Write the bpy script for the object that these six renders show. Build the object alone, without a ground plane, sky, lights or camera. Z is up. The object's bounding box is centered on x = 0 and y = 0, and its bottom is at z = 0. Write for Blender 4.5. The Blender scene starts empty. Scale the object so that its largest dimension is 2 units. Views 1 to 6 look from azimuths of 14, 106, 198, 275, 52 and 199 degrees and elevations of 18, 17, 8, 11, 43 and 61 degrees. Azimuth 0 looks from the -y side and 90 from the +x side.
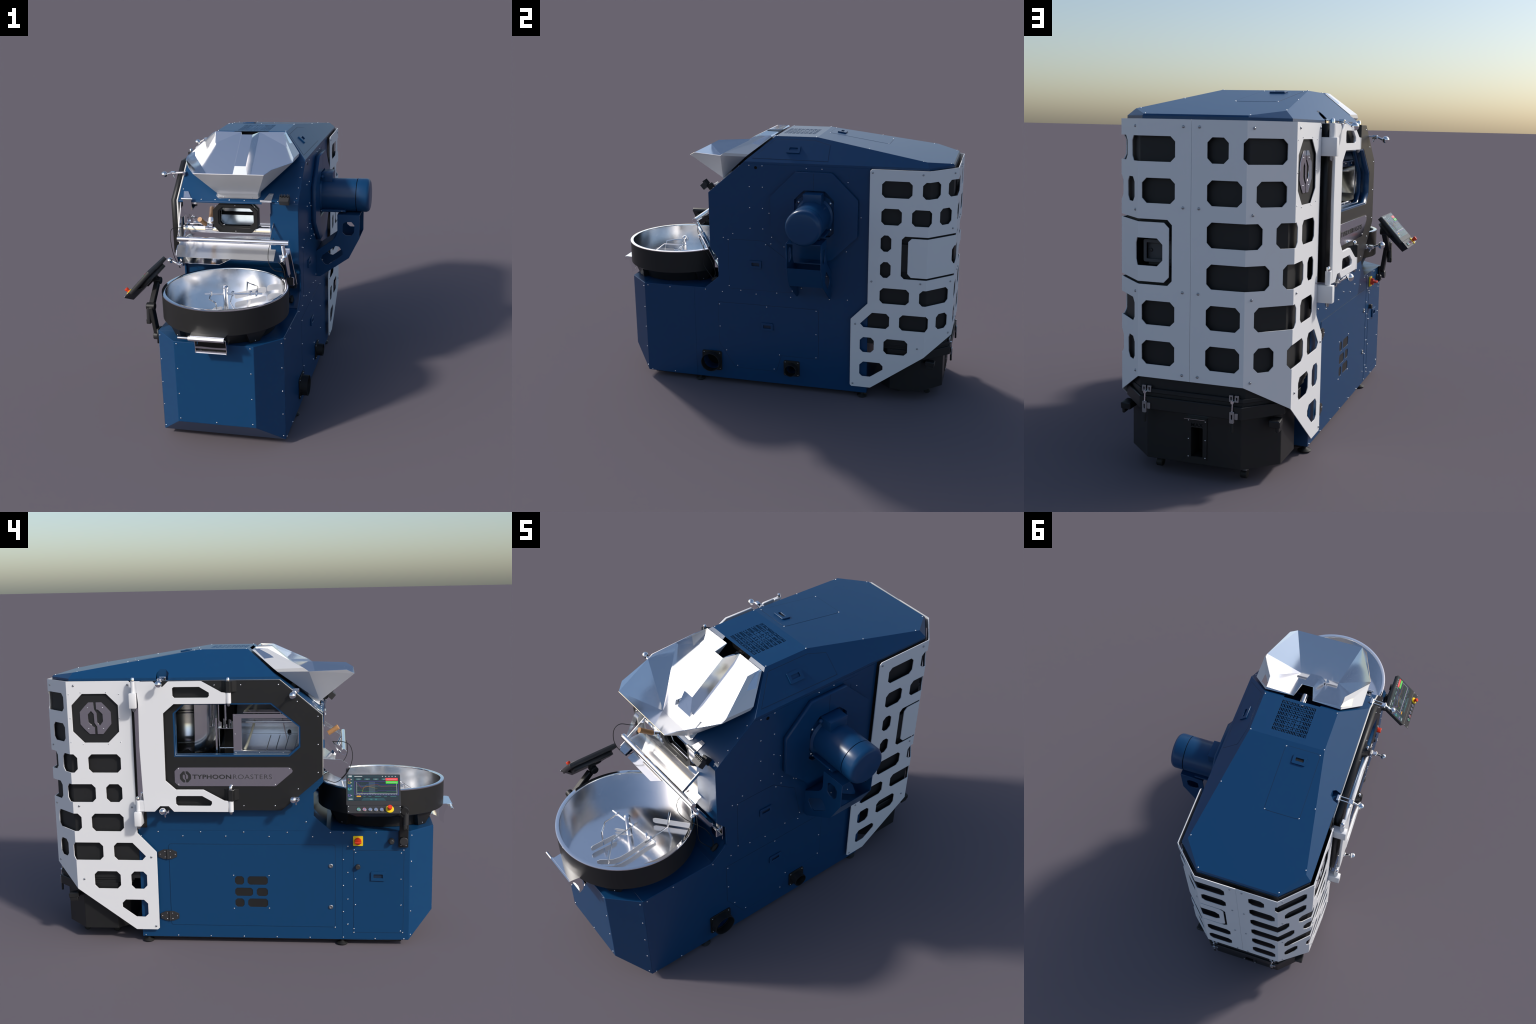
import bpy, bmesh, math, random
from mathutils import Vector, Matrix

random.seed(7)
CX = -0.047                      # symmetry plane of the machine body
HW = 0.318                       # half width of the blue body
XL, XR = CX - HW, CX + HW        # left / right skins
COL = bpy.context.scene.collection

# ------------------------------------------------------------------ materials
def new_mat(name):
    m = bpy.data.materials.new(name)
    m.use_nodes = True
    nt = m.node_tree
    return m, nt, nt.nodes["Principled BSDF"]

def plain(name, rgb, rough=0.5, metal=0.0, spec=0.5, grain=0.0, gscale=300.0, rvar=0.0, coat=0.0, bump=0.0):
    m, nt, b = new_mat(name)
    b.inputs["Base Color"].default_value = (*rgb, 1)
    b.inputs["Roughness"].default_value = rough
    b.inputs["Metallic"].default_value = metal
    b.inputs["Specular IOR Level"].default_value = spec
    if coat:
        b.inputs["Coat Weight"].default_value = coat
        b.inputs["Coat Roughness"].default_value = 0.08
    if grain or rvar or bump:
        tc = nt.nodes.new("ShaderNodeTexCoord")
        nz = nt.nodes.new("ShaderNodeTexNoise")
        nz.inputs["Scale"].default_value = gscale
        nz.inputs["Detail"].default_value = 3
        nt.links.new(tc.outputs["Object"], nz.inputs["Vector"])
        if grain:
            mx = nt.nodes.new("ShaderNodeMix"); mx.data_type = 'RGBA'
            lo = [c * (1 - grain) for c in rgb]; hi = [min(1, c * (1 + grain)) for c in rgb]
            mx.inputs[6].default_value = (*lo, 1); mx.inputs[7].default_value = (*hi, 1)
            nt.links.new(nz.outputs["Fac"], mx.inputs[0])
            nt.links.new(mx.outputs[2], b.inputs["Base Color"])
        if rvar:
            mr = nt.nodes.new("ShaderNodeMapRange")
            mr.inputs["To Min"].default_value = max(0.02, rough - rvar)
            mr.inputs["To Max"].default_value = rough + rvar
            nt.links.new(nz.outputs["Fac"], mr.inputs["Value"])
            nt.links.new(mr.outputs["Result"], b.inputs["Roughness"])
        if bump:
            bp = nt.nodes.new("ShaderNodeBump")
            bp.inputs["Strength"].default_value = bump
            bp.inputs["Distance"].default_value = 0.0005
            nt.links.new(nz.outputs["Fac"], bp.inputs["Height"])
            nt.links.new(bp.outputs["Normal"], b.inputs["Normal"])
    return m

BLUE   = plain("blue_powder_coat", (0.0056, 0.0525, 0.143), 0.30, spec=0.38, grain=0.03, gscale=900)
WHITE  = plain("white_powder_coat", (0.80, 0.80, 0.81), 0.45, spec=0.4, grain=0.02, gscale=700)
BLACK  = plain("black_powder_coat", (0.0155, 0.0155, 0.0158), 0.42, spec=0.4, grain=0.05, gscale=900)
DARK   = plain("black_housing", (0.017, 0.017, 0.018), 0.55, spec=0.35, grain=0.05, gscale=500)
VOID   = plain("dark_cavity", (0.004, 0.004, 0.0045), 0.7, spec=0.2)  # near-black standing in for unlit depth; bin lettering uses it too
STEEL  = plain("polished_steel", (0.93, 0.93, 0.94), 0.10, metal=1.0, rvar=0.03, gscale=60)
SHEET  = plain("bright_sheet_steel", (0.92, 0.92, 0.93), 0.16, metal=1.0, rvar=0.02, gscale=40)
BOWL   = plain("bowl_steel", (0.93, 0.93, 0.94), 0.16, metal=1.0, rvar=0.03, gscale=30)
MESHF  = plain("perforated_steel", (0.90, 0.90, 0.91), 0.15, metal=1.0, bump=0.04, gscale=900)
INNER  = plain("drum_steel", (0.86, 0.87, 0.87), 0.18, metal=1.0, grain=0.10, gscale=25)
GREY   = plain("brushed_plate", (0.93, 0.92, 0.94), 0.13, metal=1.0)
CHROME = plain("chrome", (0.94, 0.94, 0.95), 0.06, metal=1.0)
BOLT   = plain("bolt_steel", (0.75, 0.75, 0.76), 0.22, metal=1.0)
BOLTW  = plain("bolt_dull", (0.42, 0.43, 0.45), 0.35, metal=1.0)
RUBBER = plain("black_rubber", (0.012, 0.012, 0.012), 0.6, spec=0.4)
PLAST  = plain("dark_grey_plastic", (0.030, 0.030, 0.032), 0.45, spec=0.45)
RED    = plain("red_plastic", (0.75, 0.045, 0.010), 0.35)
YELLOW = plain("yellow_plastic", (0.85, 0.62, 0.01), 0.4)
MARK   = plain("engraved_dark", (0.022, 0.022, 0.022), 0.5)
OUTER  = plain("matte_steel", (0.70, 0.70, 0.71), 0.35, metal=0.25)
TROUGH = plain("satin_steel", (0.72, 0.72, 0.73), 0.20, metal=0.75)
HOPIN  = plain("hopper_inner_steel", (0.93, 0.93, 0.94), 0.15, metal=1.0)
POCK   = plain("grey_plastic", (0.055, 0.058, 0.066), 0.5)
DRUM   = plain("worn_drum_sheet", (0.90, 0.91, 0.92), 0.22, metal=1.0, grain=0.10, gscale=18)
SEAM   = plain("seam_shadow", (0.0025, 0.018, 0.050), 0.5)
GASKET = plain("pale_gasket", (0.72, 0.71, 0.68), 0.6)
ROPE   = plain("woven_rope", (0.62, 0.60, 0.48), 0.8)

def glass_mat():
    m, nt, b = new_mat("clear_glass")
    b.inputs["Base Color"].default_value = (0.95, 0.98, 0.98, 1)
    b.inputs["Roughness"].default_value = 0.02
    b.inputs["IOR"].default_value = 1.45
    b.inputs["Transmission Weight"].default_value = 1.0
    return m
GLASS = glass_mat()

def wood_mat():
    m, nt, b = new_mat("turned_wood")
    tc = nt.nodes.new("ShaderNodeTexCoord"); mp = nt.nodes.new("ShaderNodeMapping")
    mp.inputs["Scale"].default_value = (60, 60, 8)
    nz = nt.nodes.new("ShaderNodeTexNoise"); nz.inputs["Scale"].default_value = 3; nz.inputs["Detail"].default_value = 5
    rp = nt.nodes.new("ShaderNodeValToRGB")
    rp.color_ramp.elements[0].color = (0.36, 0.17, 0.06, 1); rp.color_ramp.elements[1].color = (0.58, 0.31, 0.13, 1)
    nt.links.new(tc.outputs["Object"], mp.inputs["Vector"]); nt.links.new(mp.outputs["Vector"], nz.inputs["Vector"])
    nt.links.new(nz.outputs["Fac"], rp.inputs["Fac"]); nt.links.new(rp.outputs["Color"], b.inputs["Base Color"])
    b.inputs["Roughness"].default_value = 0.5
    return m
WOOD = wood_mat()

# ------------------------------------------------------------------ object helpers
def add(name, me, mat, parent, smooth=None):
    ob = bpy.data.objects.new(name, me)
    COL.objects.link(ob)
    if mat is not None:
        me.materials.clear(); me.materials.append(mat)
    ob.parent = parent
    if smooth is not None:
        me.polygons.foreach_set("use_smooth", [True] * len(me.polygons))
        me.set_sharp_from_angle(angle=math.radians(smooth))
    return ob

def from_bm(name, bm, mat, parent, smooth=None, recalc=True):
    if recalc:
        bmesh.ops.recalc_face_normals(bm, faces=bm.faces)
    me = bpy.data.meshes.new(name)
    bm.to_mesh(me); bm.free()
    return add(name, me, mat, parent, smooth)

def bevel_bm(bm, w, seg=1, ang=25):
    es = [e for e in bm.edges if len(e.link_faces) == 2 and e.calc_face_angle(0) > math.radians(ang)]
    if es and w > 0:
        bmesh.ops.bevel(bm, geom=es, offset=w, segments=seg, affect='EDGES', profile=0.5, clamp_overlap=True)

AX = {'x': lambda a, b, c: (c, a, b), 'y': lambda a, b, c: (a, c, b), 'z': lambda a, b, c: (a, b, c)}

def prism(name, poly, axis, c0, c1, mat, parent, bevel=0.0, seg=1, smooth=None):
    """extrude a polygon; axis x takes (y,z), y takes (x,z), z takes (x,y)"""
    f = AX[axis]
    bm = bmesh.new()
    a = [bm.verts.new(f(u, v, c0)) for u, v in poly]
    b = [bm.verts.new(f(u, v, c1)) for u, v in poly]
    n = len(poly)
    bm.faces.new(a); bm.faces.new(b[::-1])
    for i in range(n):
        bm.faces.new((a[i], a[(i + 1) % n], b[(i + 1) % n], b[i]))
    bmesh.ops.recalc_face_normals(bm, faces=bm.faces)
    bevel_bm(bm, bevel, seg)
    return from_bm(name, bm, mat, parent, smooth)

def box(name, x0, x1, y0, y1, z0, z1, mat, parent, bevel=0.0, seg=1):
    return prism(name, [(x0, y0), (x1, y0), (x1, y1), (x0, y1)], 'z', z0, z1, mat, parent, bevel, seg,
                 30 if bevel else None)

def obox(name, p0, p1, w, d, mat, parent, up=(0, 0, 1), bevel=0.0):
    """box running from p0 to p1 with cross section w (sideways) x d"""
    p0, p1 = Vector(p0), Vector(p1)
    z = (p1 - p0); L = z.length; z.normalize()
    x = Vector(up).cross(z)
    if x.length < 1e-4: x = Vector((1, 0, 0)).cross(z)
    x.normalize(); y = z.cross(x)
    bm = bmesh.new()
    vs = []
    for l in (0, L):
        for a, b in ((-1, -1), (1, -1), (1, 1), (-1, 1)):
            vs.append(bm.verts.new(p0 + z * l + x * a * w / 2 + y * b * d / 2))
    for f in ((0, 1, 2, 3), (7, 6, 5, 4), (0, 4, 5, 1), (1, 5, 6, 2), (2, 6, 7, 3), (3, 7, 4, 0)):
        bm.faces.new([vs[i] for i in f])
    bmesh.ops.recalc_face_normals(bm, faces=bm.faces)
    bevel_bm(bm, bevel)
    return from_bm(name, bm, mat, parent)

def frame_of(d):
    z = Vector(d).normalized()
    x = Vector((0, 0, 1)).cross(z)
    if x.length < 1e-4: x = Vector((1, 0, 0))
    x.normalize()
    return x, z.cross(x), z

def lathe(name, p0, d, profile, mat, parent, seg=32, smooth=35, caps=True):
    """profile: (radius, distance along d)"""
    x, y, z = frame_of(d); p0 = Vector(p0)
    bm = bmesh.new(); rings = []
    for r, h in profile:
        if r < 1e-6:
            rings.append([bm.verts.new(p0 + z * h)])
        else:
            rings.append([bm.verts.new(p0 + z * h + (x * math.cos(2 * math.pi * i / seg) + y * math.sin(2 * math.pi * i / seg)) * r) for i in range(seg)])
    for A, B in zip(rings, rings[1:]):
        for i in range(seg):
            j = (i + 1) % seg
            if len(A) == 1 and len(B) == 1: continue
            if len(A) == 1: bm.faces.new((A[0], B[j], B[i]))
            elif len(B) == 1: bm.faces.new((A[i], A[j], B[0]))
            else: bm.faces.new((A[i], A[j], B[j], B[i]))
    if caps:
        if len(rings[0]) > 1: bm.faces.new(rings[0][::-1])
        if len(rings[-1]) > 1: bm.faces.new(rings[-1])
    return from_bm(name, bm, mat, parent, smooth)

def cyl(name, p0, p1, r, mat, parent, seg=24, ch=0.0):
    d = Vector(p1) - Vector(p0); L = d.length
    ch = min(ch, r * .9, L * .4)
    prof = [(r, 0), (r, L)] if ch <= 0 else [(r - ch, 0), (r, ch), (r, L - ch), (r - ch, L)]
    return lathe(name, p0, d, prof, mat, parent, seg)

def ball(name, c, r, mat, parent, seg=24):
    n = seg // 2
    prof = [(r * math.sin(math.pi * i / n), -r * math.cos(math.pi * i / n)) for i in range(n + 1)]
    prof[0] = (0, -r); prof[-1] = (0, r)
    return lathe(name, c, (0, 0, 1), prof, mat, parent, seg, 60)

def tube(name, pts, r, mat, parent, seg=10, closed_smooth=True, curve=False, div=8):
    """sweep a round section along a path; curve=True makes a Catmull-Rom spline of the points"""
    P = [Vector(p) for p in pts]
    if curve:
        Q = []
        E = [P[0] * 2 - P[1]] + P + [P[-1] * 2 - P[-2]]
        for i in range(1, len(E) - 2):
            a, b, c, d = E[i - 1:i + 3]
            for k in range(div):
                t = k / div
                Q.append(0.5 * ((2 * b) + (c - a) * t + (2 * a - 5 * b + 4 * c - d) * t * t + (3 * b - a - 3 * c + d) * t ** 3))
        Q.append(P[-1]); P = Q
    bm = bmesh.new(); rings = []
    t0 = (P[1] - P[0]).normalized()
    x, y, _ = frame_of(t0)
    for i, p in enumerate(P):
        if i == 0: t = (P[1] - P[0]).normalized()
        elif i == len(P) - 1: t = (P[-1] - P[-2]).normalized()
        else: t = ((P[i + 1] - P[i]).normalized() + (P[i] - P[i - 1]).normalized()).normalized()
        x = (x - t * x.dot(t)).normalized(); y = t.cross(x)
        k = 1.0
        if 0 < i < len(P) - 1:
            k = 1 / max(0.6, t.dot((P[i] - P[i - 1]).normalized()))
        rings.append([bm.verts.new(p + (x * math.cos(2 * math.pi * j / seg) + y * math.sin(2 * math.pi * j / seg)) * r * k) for j in range(seg)])
    for A, B in zip(rings, rings[1:]):
        for i in range(seg):
            bm.faces.new((A[i], A[(i + 1) % seg], B[(i + 1) % seg], B[i]))
    bm.faces.new(rings[0][::-1]); bm.faces.new(rings[-1])
    return from_bm(name, bm, mat, parent, 40)

def plate(name, outline, holes, thick, fmap, mat, parent, folds=(), smooth=None):
    """flat cut sheet (outline with holes) in (u,v), given depth w 0..thick and then placed by fmap(u,v,w)"""
    cu = bpy.data.curves.new(name, 'CURVE')
    cu.dimensions = '2D'; cu.fill_mode = 'BOTH'; cu.extrude = thick / 2
    for poly in [outline] + list(holes):
        sp = cu.splines.new('POLY'); sp.points.add(len(poly) - 1)
        for p, (u, v) in zip(sp.points, poly): p.co = (u, v, 0, 1)
        sp.use_cyclic_u = True
    tmp = bpy.data.objects.new(name, cu); COL.objects.link(tmp)
    dg = bpy.context.evaluated_depsgraph_get()
    me = bpy.data.meshes.new_from_object(tmp.evaluated_get(dg))
    bpy.data.objects.remove(tmp); bpy.data.curves.remove(cu)
    bm = bmesh.new(); bm.from_mesh(me); bpy.data.meshes.remove(me)
    bmesh.ops.remove_doubles(bm, verts=bm.verts, dist=1e-5)
    for f in folds:
        bmesh.ops.bisect_plane(bm, geom=bm.verts[:] + bm.edges[:] + bm.faces[:], dist=1e-6, plane_co=(f, 0, 0), plane_no=(1, 0, 0))
    for v in bm.verts:
        v.co = Vector(fmap(v.co.x, v.co.y, v.co.z + thick / 2))
    return from_bm(name, bm, mat, parent, smooth)

def shell(name, verts, faces, thick, mat, parent, smooth=None, offset=0.0, back=None):
    me = bpy.data.meshes.new(name)
    me.from_pydata(verts, [], faces)
    bm = bmesh.new(); bm.from_mesh(me)
    bmesh.ops.remove_doubles(bm, verts=bm.verts, dist=1e-5)
    bmesh.ops.recalc_face_normals(bm, faces=bm.faces)
    mid = sum((v.co for v in bm.verts), Vector()) / len(bm.verts)
    if sum((f.calc_center_median() - mid).dot(f.normal) * f.calc_area() for f in bm.faces) < 0:
        bmesh.ops.reverse_faces(bm, faces=bm.faces)
    bm.to_mesh(me); bm.free()
    if back: me.materials.append(mat); me.materials.append(back)
    tmp = bpy.data.objects.new(name, me); COL.objects.link(tmp)
    so = tmp.modifiers.new("s", 'SOLIDIFY'); so.thickness = thick; so.offset = offset; so.use_even_offset = True
    if back: so.material_offset = 1; so.material_offset_rim = 1
    dg = bpy.context.evaluated_depsgraph_get()
    m2 = bpy.data.meshes.new_from_object(tmp.evaluated_get(dg)); m2.name = name
    bpy.data.objects.remove(tmp); bpy.data.meshes.remove(me)
    return add(name, m2, None if back else mat, parent, smooth)

def sweep_sheet(name, prof, x0, x1, thick, mat, parent, smooth=40):
    """sheet bent to a (y,z) profile, running from x0 to x1"""
    n = len(prof)
    vs = [(x, y, z) for x in (x0, x1) for y, z in prof]
    fs = [(i, i + 1, n + i + 1, n + i) for i in range(n - 1)]
    return shell(name, vs, fs, thick, mat, parent, smooth)

def oct_rect(u0, u1, v0, v1, c=0.0178):
    return [(u0 + c, v0), (u1 - c, v0), (u1, v0 + c), (u1, v1 - c), (u1 - c, v1), (u0 + c, v1), (u0, v1 - c), (u0, v0 + c)]

def round_rect(u0, u1, v0, v1, r, n=4):
    out = []
    for cu, cv, a in ((u1 - r, v0 + r, -90), (u1 - r, v1 - r, 0), (u0 + r, v1 - r, 90), (u0 + r, v0 + r, 180)):
        for i in range(n + 1):
            t = math.radians(a + 90 * i / n); out.append((cu + r * math.cos(t), cv + r * math.sin(t)))
    return out

def empty(name, parent=None):
    e = bpy.data.objects.new(name, None); COL.objects.link(e); e.parent = parent; e.empty_display_size = 0.1
    return e

# fasteners share mesh data
def dome_mesh(name, r, h, seg=12):
    bm = bmesh.new(); rings = []
    for rr, z in ((r, -0.001), (r, h * .35), (r * .75, h * .8), (r * .35, h)):
        rings.append([bm.verts.new((rr * math.cos(2 * math.pi * i / seg), rr * math.sin(2 * math.pi * i / seg), z)) for i in range(seg)])
    for A, B in zip(rings, rings[1:]):
        for i in range(seg): bm.faces.new((A[i], A[(i + 1) % seg], B[(i + 1) % seg], B[i]))
    bm.faces.new(rings[-1])
    me = bpy.data.meshes.new(name); bm.to_mesh(me); bm.free()
    me.polygons.foreach_set("use_smooth", [True] * len(me.polygons))
    return me
RIV = dome_mesh("rivet", 0.0035, 0.0022); RIV.materials.append(BOLT)
SCR = dome_mesh("screw", 0.0052, 0.0046); SCR.materials.append(BOLTW)
SMALL = dome_mesh("small_screw", 0.0026, 0.0020); SMALL.materials.append(BOLT)

def fasten(kind, pts, normal, parent):
    q = Vector(normal).to_track_quat('Z', 'Y')
    nm = {RIV: "rivet", SCR: "cap_screw", SMALL: "small_screw"}[kind]
    for p in pts:
        o = bpy.data.objects.new(nm, kind); COL.objects.link(o)
        o.location = p; o.rotation_mode = 'QUATERNION'; o.rotation_quaternion = q
        o.parent = parent

def cover(name, outline, holes, th, fmap, parent, gap=.0016):
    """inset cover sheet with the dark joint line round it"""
    cx = sum(p[0] for p in outline) / len(outline); cy = sum(p[1] for p in outline) / len(outline)
    n = len(outline); area = sum(outline[i][0] * outline[(i + 1) % n][1] - outline[(i + 1) % n][0] * outline[i][1] for i in range(n))
    sg = 1 if area > 0 else -1
    big = []
    for i in range(n):
        p, q, r = (Vector(outline[(i + k) % n]) for k in (-1, 0, 1))
        a = (q - p).normalized(); b = (r - q).normalized()
        na = Vector((a.y, -a.x)) * sg; nb = Vector((b.y, -b.x)) * sg
        m = (na + nb).normalized(); m = m * (gap / max(.4, m.dot(na)))
        big.append((q.x + m.x, q.y + m.y))
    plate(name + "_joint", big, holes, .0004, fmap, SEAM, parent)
    return plate(name, outline, holes, th, fmap, BLUE, parent)

def text_mesh(name, s, width, height, origin, xdir, ydir, mat, parent, depth=0.001, weight=0.0, spacing=1.0):
    cu = bpy.data.curves.new(name, 'FONT'); cu.body = s; cu.size = 1.0; cu.offset = weight; cu.space_character = spacing
    cu.fill_mode = 'BOTH'; cu.extrude = 0.01; cu.resolution_u = 4
    tmp = bpy.data.objects.new(name, cu); COL.objects.link(tmp)
    dg = bpy.context.evaluated_depsgraph_get()
    me = bpy.data.meshes.new_from_object(tmp.evaluated_get(dg))
    bpy.data.objects.remove(tmp); bpy.data.curves.remove(cu)
    xs = [v.co.x for v in me.vertices]; ys = [v.co.y for v in me.vertices]
    x0, x1, y0, y1 = min(xs), max(xs), min(ys), max(ys)
    X, Y = Vector(xdir), Vector(ydir); N = X.cross(Y); O = Vector(origin)
    for v in me.vertices:
        u = (v.co.x - x0) / (x1 - x0) * width; w = (v.co.y - y0) / (y1 - y0) * height
        v.co = O + X * u + Y * w + N * ((v.co.z + 0.01) / 0.02 * depth)
    me.name = name
    return add(name, me, mat, parent)

def carve(ob, cutters):
    for c in cutters:
        md = ob.modifiers.new("cut", 'BOOLEAN'); md.object = c; md.operation = 'DIFFERENCE'; md.solver = 'EXACT'
    dg = bpy.context.evaluated_depsgraph_get()
    m2 = bpy.data.meshes.new_from_object(ob.evaluated_get(dg)); nm = ob.data.name
    ob.modifiers.clear(); ob.data = m2; m2.name = nm
    mats = [m for m in m2.materials]
    for c in cutters: bpy.data.objects.remove(c)
    m2.materials.clear(); m2.materials.append(mats[0])
    m2.polygons.foreach_set("material_index", [0] * len(m2.polygons))

# ================================================================== the machine
ROOT = empty("coffee_roasting_machine")
ROOT["label"] = "blue industrial coffee roaster with white perforated rear guard and cooling tray"
ROOT["category"] = "coffee roaster"

# ------------------------------------------------------------------ cabinet (main blue body)
CAB = empty("cabinet", ROOT)
prof = [(-.768, .03), (-.768, .577), (-.395, .577), (-.312, .649), (-.312, .762), (-.357, .814), (-.357, 1.135),
        (-.157, 1.305), (.543, 1.305), (.543, .027), (-.60, .027)]
body = prism("body_shell", prof, 'x', XL, XR, BLUE, CAB, 0.0015)
# drum chamber cut out from the left and front
cut = prism("chamber_cutter", [(-.42, .865), (-.42, 1.122), (-.34, 1.13), (-.157, 1.268), (.515, 1.268), (.515, .745), (.06, .745), (.05, .80), (-.28, .80), (-.29, .865)],
            'x', -.45, .125, VOID, None)
cut2 = prism("recess_cutter", [(-.42, .578), (-.372, .578), (-.298, .645), (-.298, .770), (-.34, .815), (-.42, .825)], 'x', XL + .009, XR - .009, VOID, None)
cut3 = cyl("duct_cutter", (XR - .08, -.3645, .1345), (XR + .02, -.3645, .1345), .0515, VOID, None, 40)
cut4 = cyl("duct_cutter", (XR - .08, .1135, .131), (XR + .02, .1135, .131), .0315, VOID, None, 40)
carve(body, [cut, cut2, cut3, cut4])
# nose of the table: chamfered front with a bevelled toe
s, f = HW, 0.198
nv = [(CX + a * sx, y, z) for sx in (-1, 1) for a, y, z in ((s, -.7675, .03), (s, -.7675, .577), (f, -.889, .577), (f, -.889, .147))]
nf = [(0, 1, 2, 3), (4, 7, 6, 5), (3, 2, 6, 7), (1, 5, 6, 2), (0, 3, 7, 4)]
bm = bmesh.new(); V = [bm.verts.new(v) for v in nv]
for q in nf: bm.faces.new([V[i] for i in q])
bm.faces.new((V[0], V[4], V[5], V[1]))
bmesh.ops.recalc_face_normals(bm, faces=bm.faces); bevel_bm(bm, .0015)
from_bm("front_nose", bm, BLUE, CAB)
box("under_shadow_slab", XL + .03, XR - .03, -.735, .52, .012, .03, DARK, CAB)  # added dark slab standing in for the shadow under the cabinet

fl = lambda d=0.0: (lambda u, v, w: (XL - d - w, u, v))      # on the left skin
fr = lambda d=0.0: (lambda u, v, w: (XR + d + w, u, v))      # on the right skin
def pull(name, y, z, side, w=.068, h=.044):
    fm = fl(.001) if side < 0 else fr(.001)
    plate(name, round_rect(y - w / 2, y + w / 2, z - h / 2, z + h / 2, .004),
          [round_rect(y - w * .33, y + w * .33, z - h * .22, z + h * .22, .003)], .008, fm, BLUE, CAB)
    plate(name + "_dark_inset", round_rect(y - w * .33, y + w * .33, z - h * .22, z + h * .22, .003), [], .0012, fm, SEAM, CAB)  # dark inset plate paints the recess shade inside the pull frame

# skins, doors and covers: thin raised sheets
upper = [(-.308, .652), (-.308, .760), (-.3545, .8135), (-.3545, 1.133), (-.156, 1.302), (.541, 1.302), (.541, .577), (-.39, .577)]
plate("upper_side_skin", upper, [], .001, fr(), BLUE, CAB)
plate("front_side_skin", [(-.766, .033), (-.461, .033), (-.461, .574), (-.766, .574)], [], .001, fr(), BLUE, CAB)
plate("front_side_skin", [(-.766, .033), (-.449, .033), (-.449, .574), (-.766, .574)], [], .001, fl(), BLUE, CAB)
cover("side_cover", [(-.247, .587), (-.247, .874), (-.045, .874), (.081, .781), (.118, .60), (.11, .587)], [], .0008, fr(.001), CAB)
cover("side_cover", [(-.317, .25), (-.317, .497), (.267, .497), (.267, .203), (.053, .203), (.022, .103), (-.222, .103)], [], .0008, fr(), CAB)
lower_left = [(.541, .577), (-.306, .577), (-.3085, .652), (-.3085, .70), (.541, .70)]
plate("upper_side_skin", [(.541, .577), (-.39, .577), (-.308, .652), (-.308, .760), (-.3545, .8135), (.541, .8135)], [], .001, fl(), BLUE, CAB)
vents = [(.029, .074, .303, .346), (-.087, .012, .303, .346), (-.014, .074, .245, .287), (-.087, -.032, .245, .287), (.029, .074, .189, .232), (-.087, .011, .189, .232)]
vh = [oct_rect(a, b, c, d, .010) for a, b, c, d in vents]
cover("service_door", round_rect(-.413, .394, .092, .506, .010), vh, .0022, fl(), CAB)
plate("vent_backing", [(-.1, .18), (.085, .18), (.085, .355), (-.1, .355)], [], .0005, fl(), BLACK, CAB)
cover("front_access_cover", round_rect(-.740, -.503, .067, .481, .004), [], .0009, fl(.001), CAB)
pull("recessed_pull", -.619, .354, -1)
pull("recessed_pull", -.090, .738, 1); pull("recessed_pull", -.028, .372, 1)
plate("blank_cover", [(.34, 1.285), (.43, 1.285), (.43, 1.19), (.39, 1.19), (.39, 1.255), (.34, 1.255)], [], .0008, fr(.001), BLUE, CAB)
lathe("port_dark_disc", (XR + .0005, -.081, 1.284), (1, 0, 0), [(.0085, 0), (.0085, .0012), (.006, .0012)], VOID, CAB, 20)  # proud dark disc standing in for the open hole

L1 = [(y, .568) for y in (.445, .236, .026, -.184)] + [(y, .547) for y in (.53, .324, .114, -.096, -.306)] + [(y, .035) for y in (.528, .363, .2, .035, -.128, -.29)] + \
     [(.08, .35), (-.093, .35), (.08, .18), (-.093, .183), (-.413, .089), (-.391, .569), (-.275, .62)]
fasten(RIV, [(XL - .0012, y, z) for y, z in L1], (-1, 0, 0), CAB)
L2 = [(-.453, .567), (-.608, .568), (-.474, .501), (-.504, .483), (-.511, .47), (-.739, .484), (-.728, .469), (-.453, .435), (-.474, .37), (-.511, .338), (-.727, .339),
      (-.453, .304), (-.474, .235), (-.511, .207), (-.729, .208), (-.453, .171), (-.474, .106), (-.504, .084), (-.504, .065), (-.728, .075), (-.739, .068), (-.453, .039), (-.607, .035), (-.745, .035)]
fasten(RIV, [(XL - .0016, y, z) for y, z in L2], (-1, 0, 0), CAB)
R1 = [(-.118, 1.295), (-.044, 1.295), (-.118, 1.178), (-.044, 1.178), (-.118, 1.061), (-.045, 1.06), (-.118, .944), (-.045, .944), (-.219, .908), (-.275, .882), (-.247, .871), (-.248, .601),
      (-.392, .568), (-.609, .565), (-.746, .566), (-.03, .855), (.0, .862), (.09, .84), (-.29, .562), (-.18, .578), (-.09, .562), (.03, .578), (.12, .597), (.11, .56), (.33, .565), (.43, .57),
      (-.31, .485), (-.03, .49), (.255, .49), (.255, .35), (.255, .21), (.042, .206), (-.275, .205), (-.31, .35), (-.21, .115), (.01, .115), (-.60, .038), (-.745, .036)]
fasten(RIV, [(XR + .0018, y, z) for y, z in R1], (1, 0, 0), CAB)
OCTR = [(.142 - .03, 1.235), (.20, 1.29), (.285, 1.29), (.425, 1.225), (.497, 1.038), (.42, .845), (.075, .85), (-.008, 1.035), (.005, .9)]
fasten(RIV, [(XR + .0018, y, z) for y, z in OCTR], (1, 0, 0), CAB)
fasten(RIV, [(x, -.889, z) for x, z in ((-.232, .565), (-.232, .435), (-.232, .30), (-.232, .165), (.135, .565), (.135, .435), (.135, .30), (.135, .165), (-.047, .158))], (0, -1, 0), CAB)
cn = Vector((.121, -.12, 0)).normalized()
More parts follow.
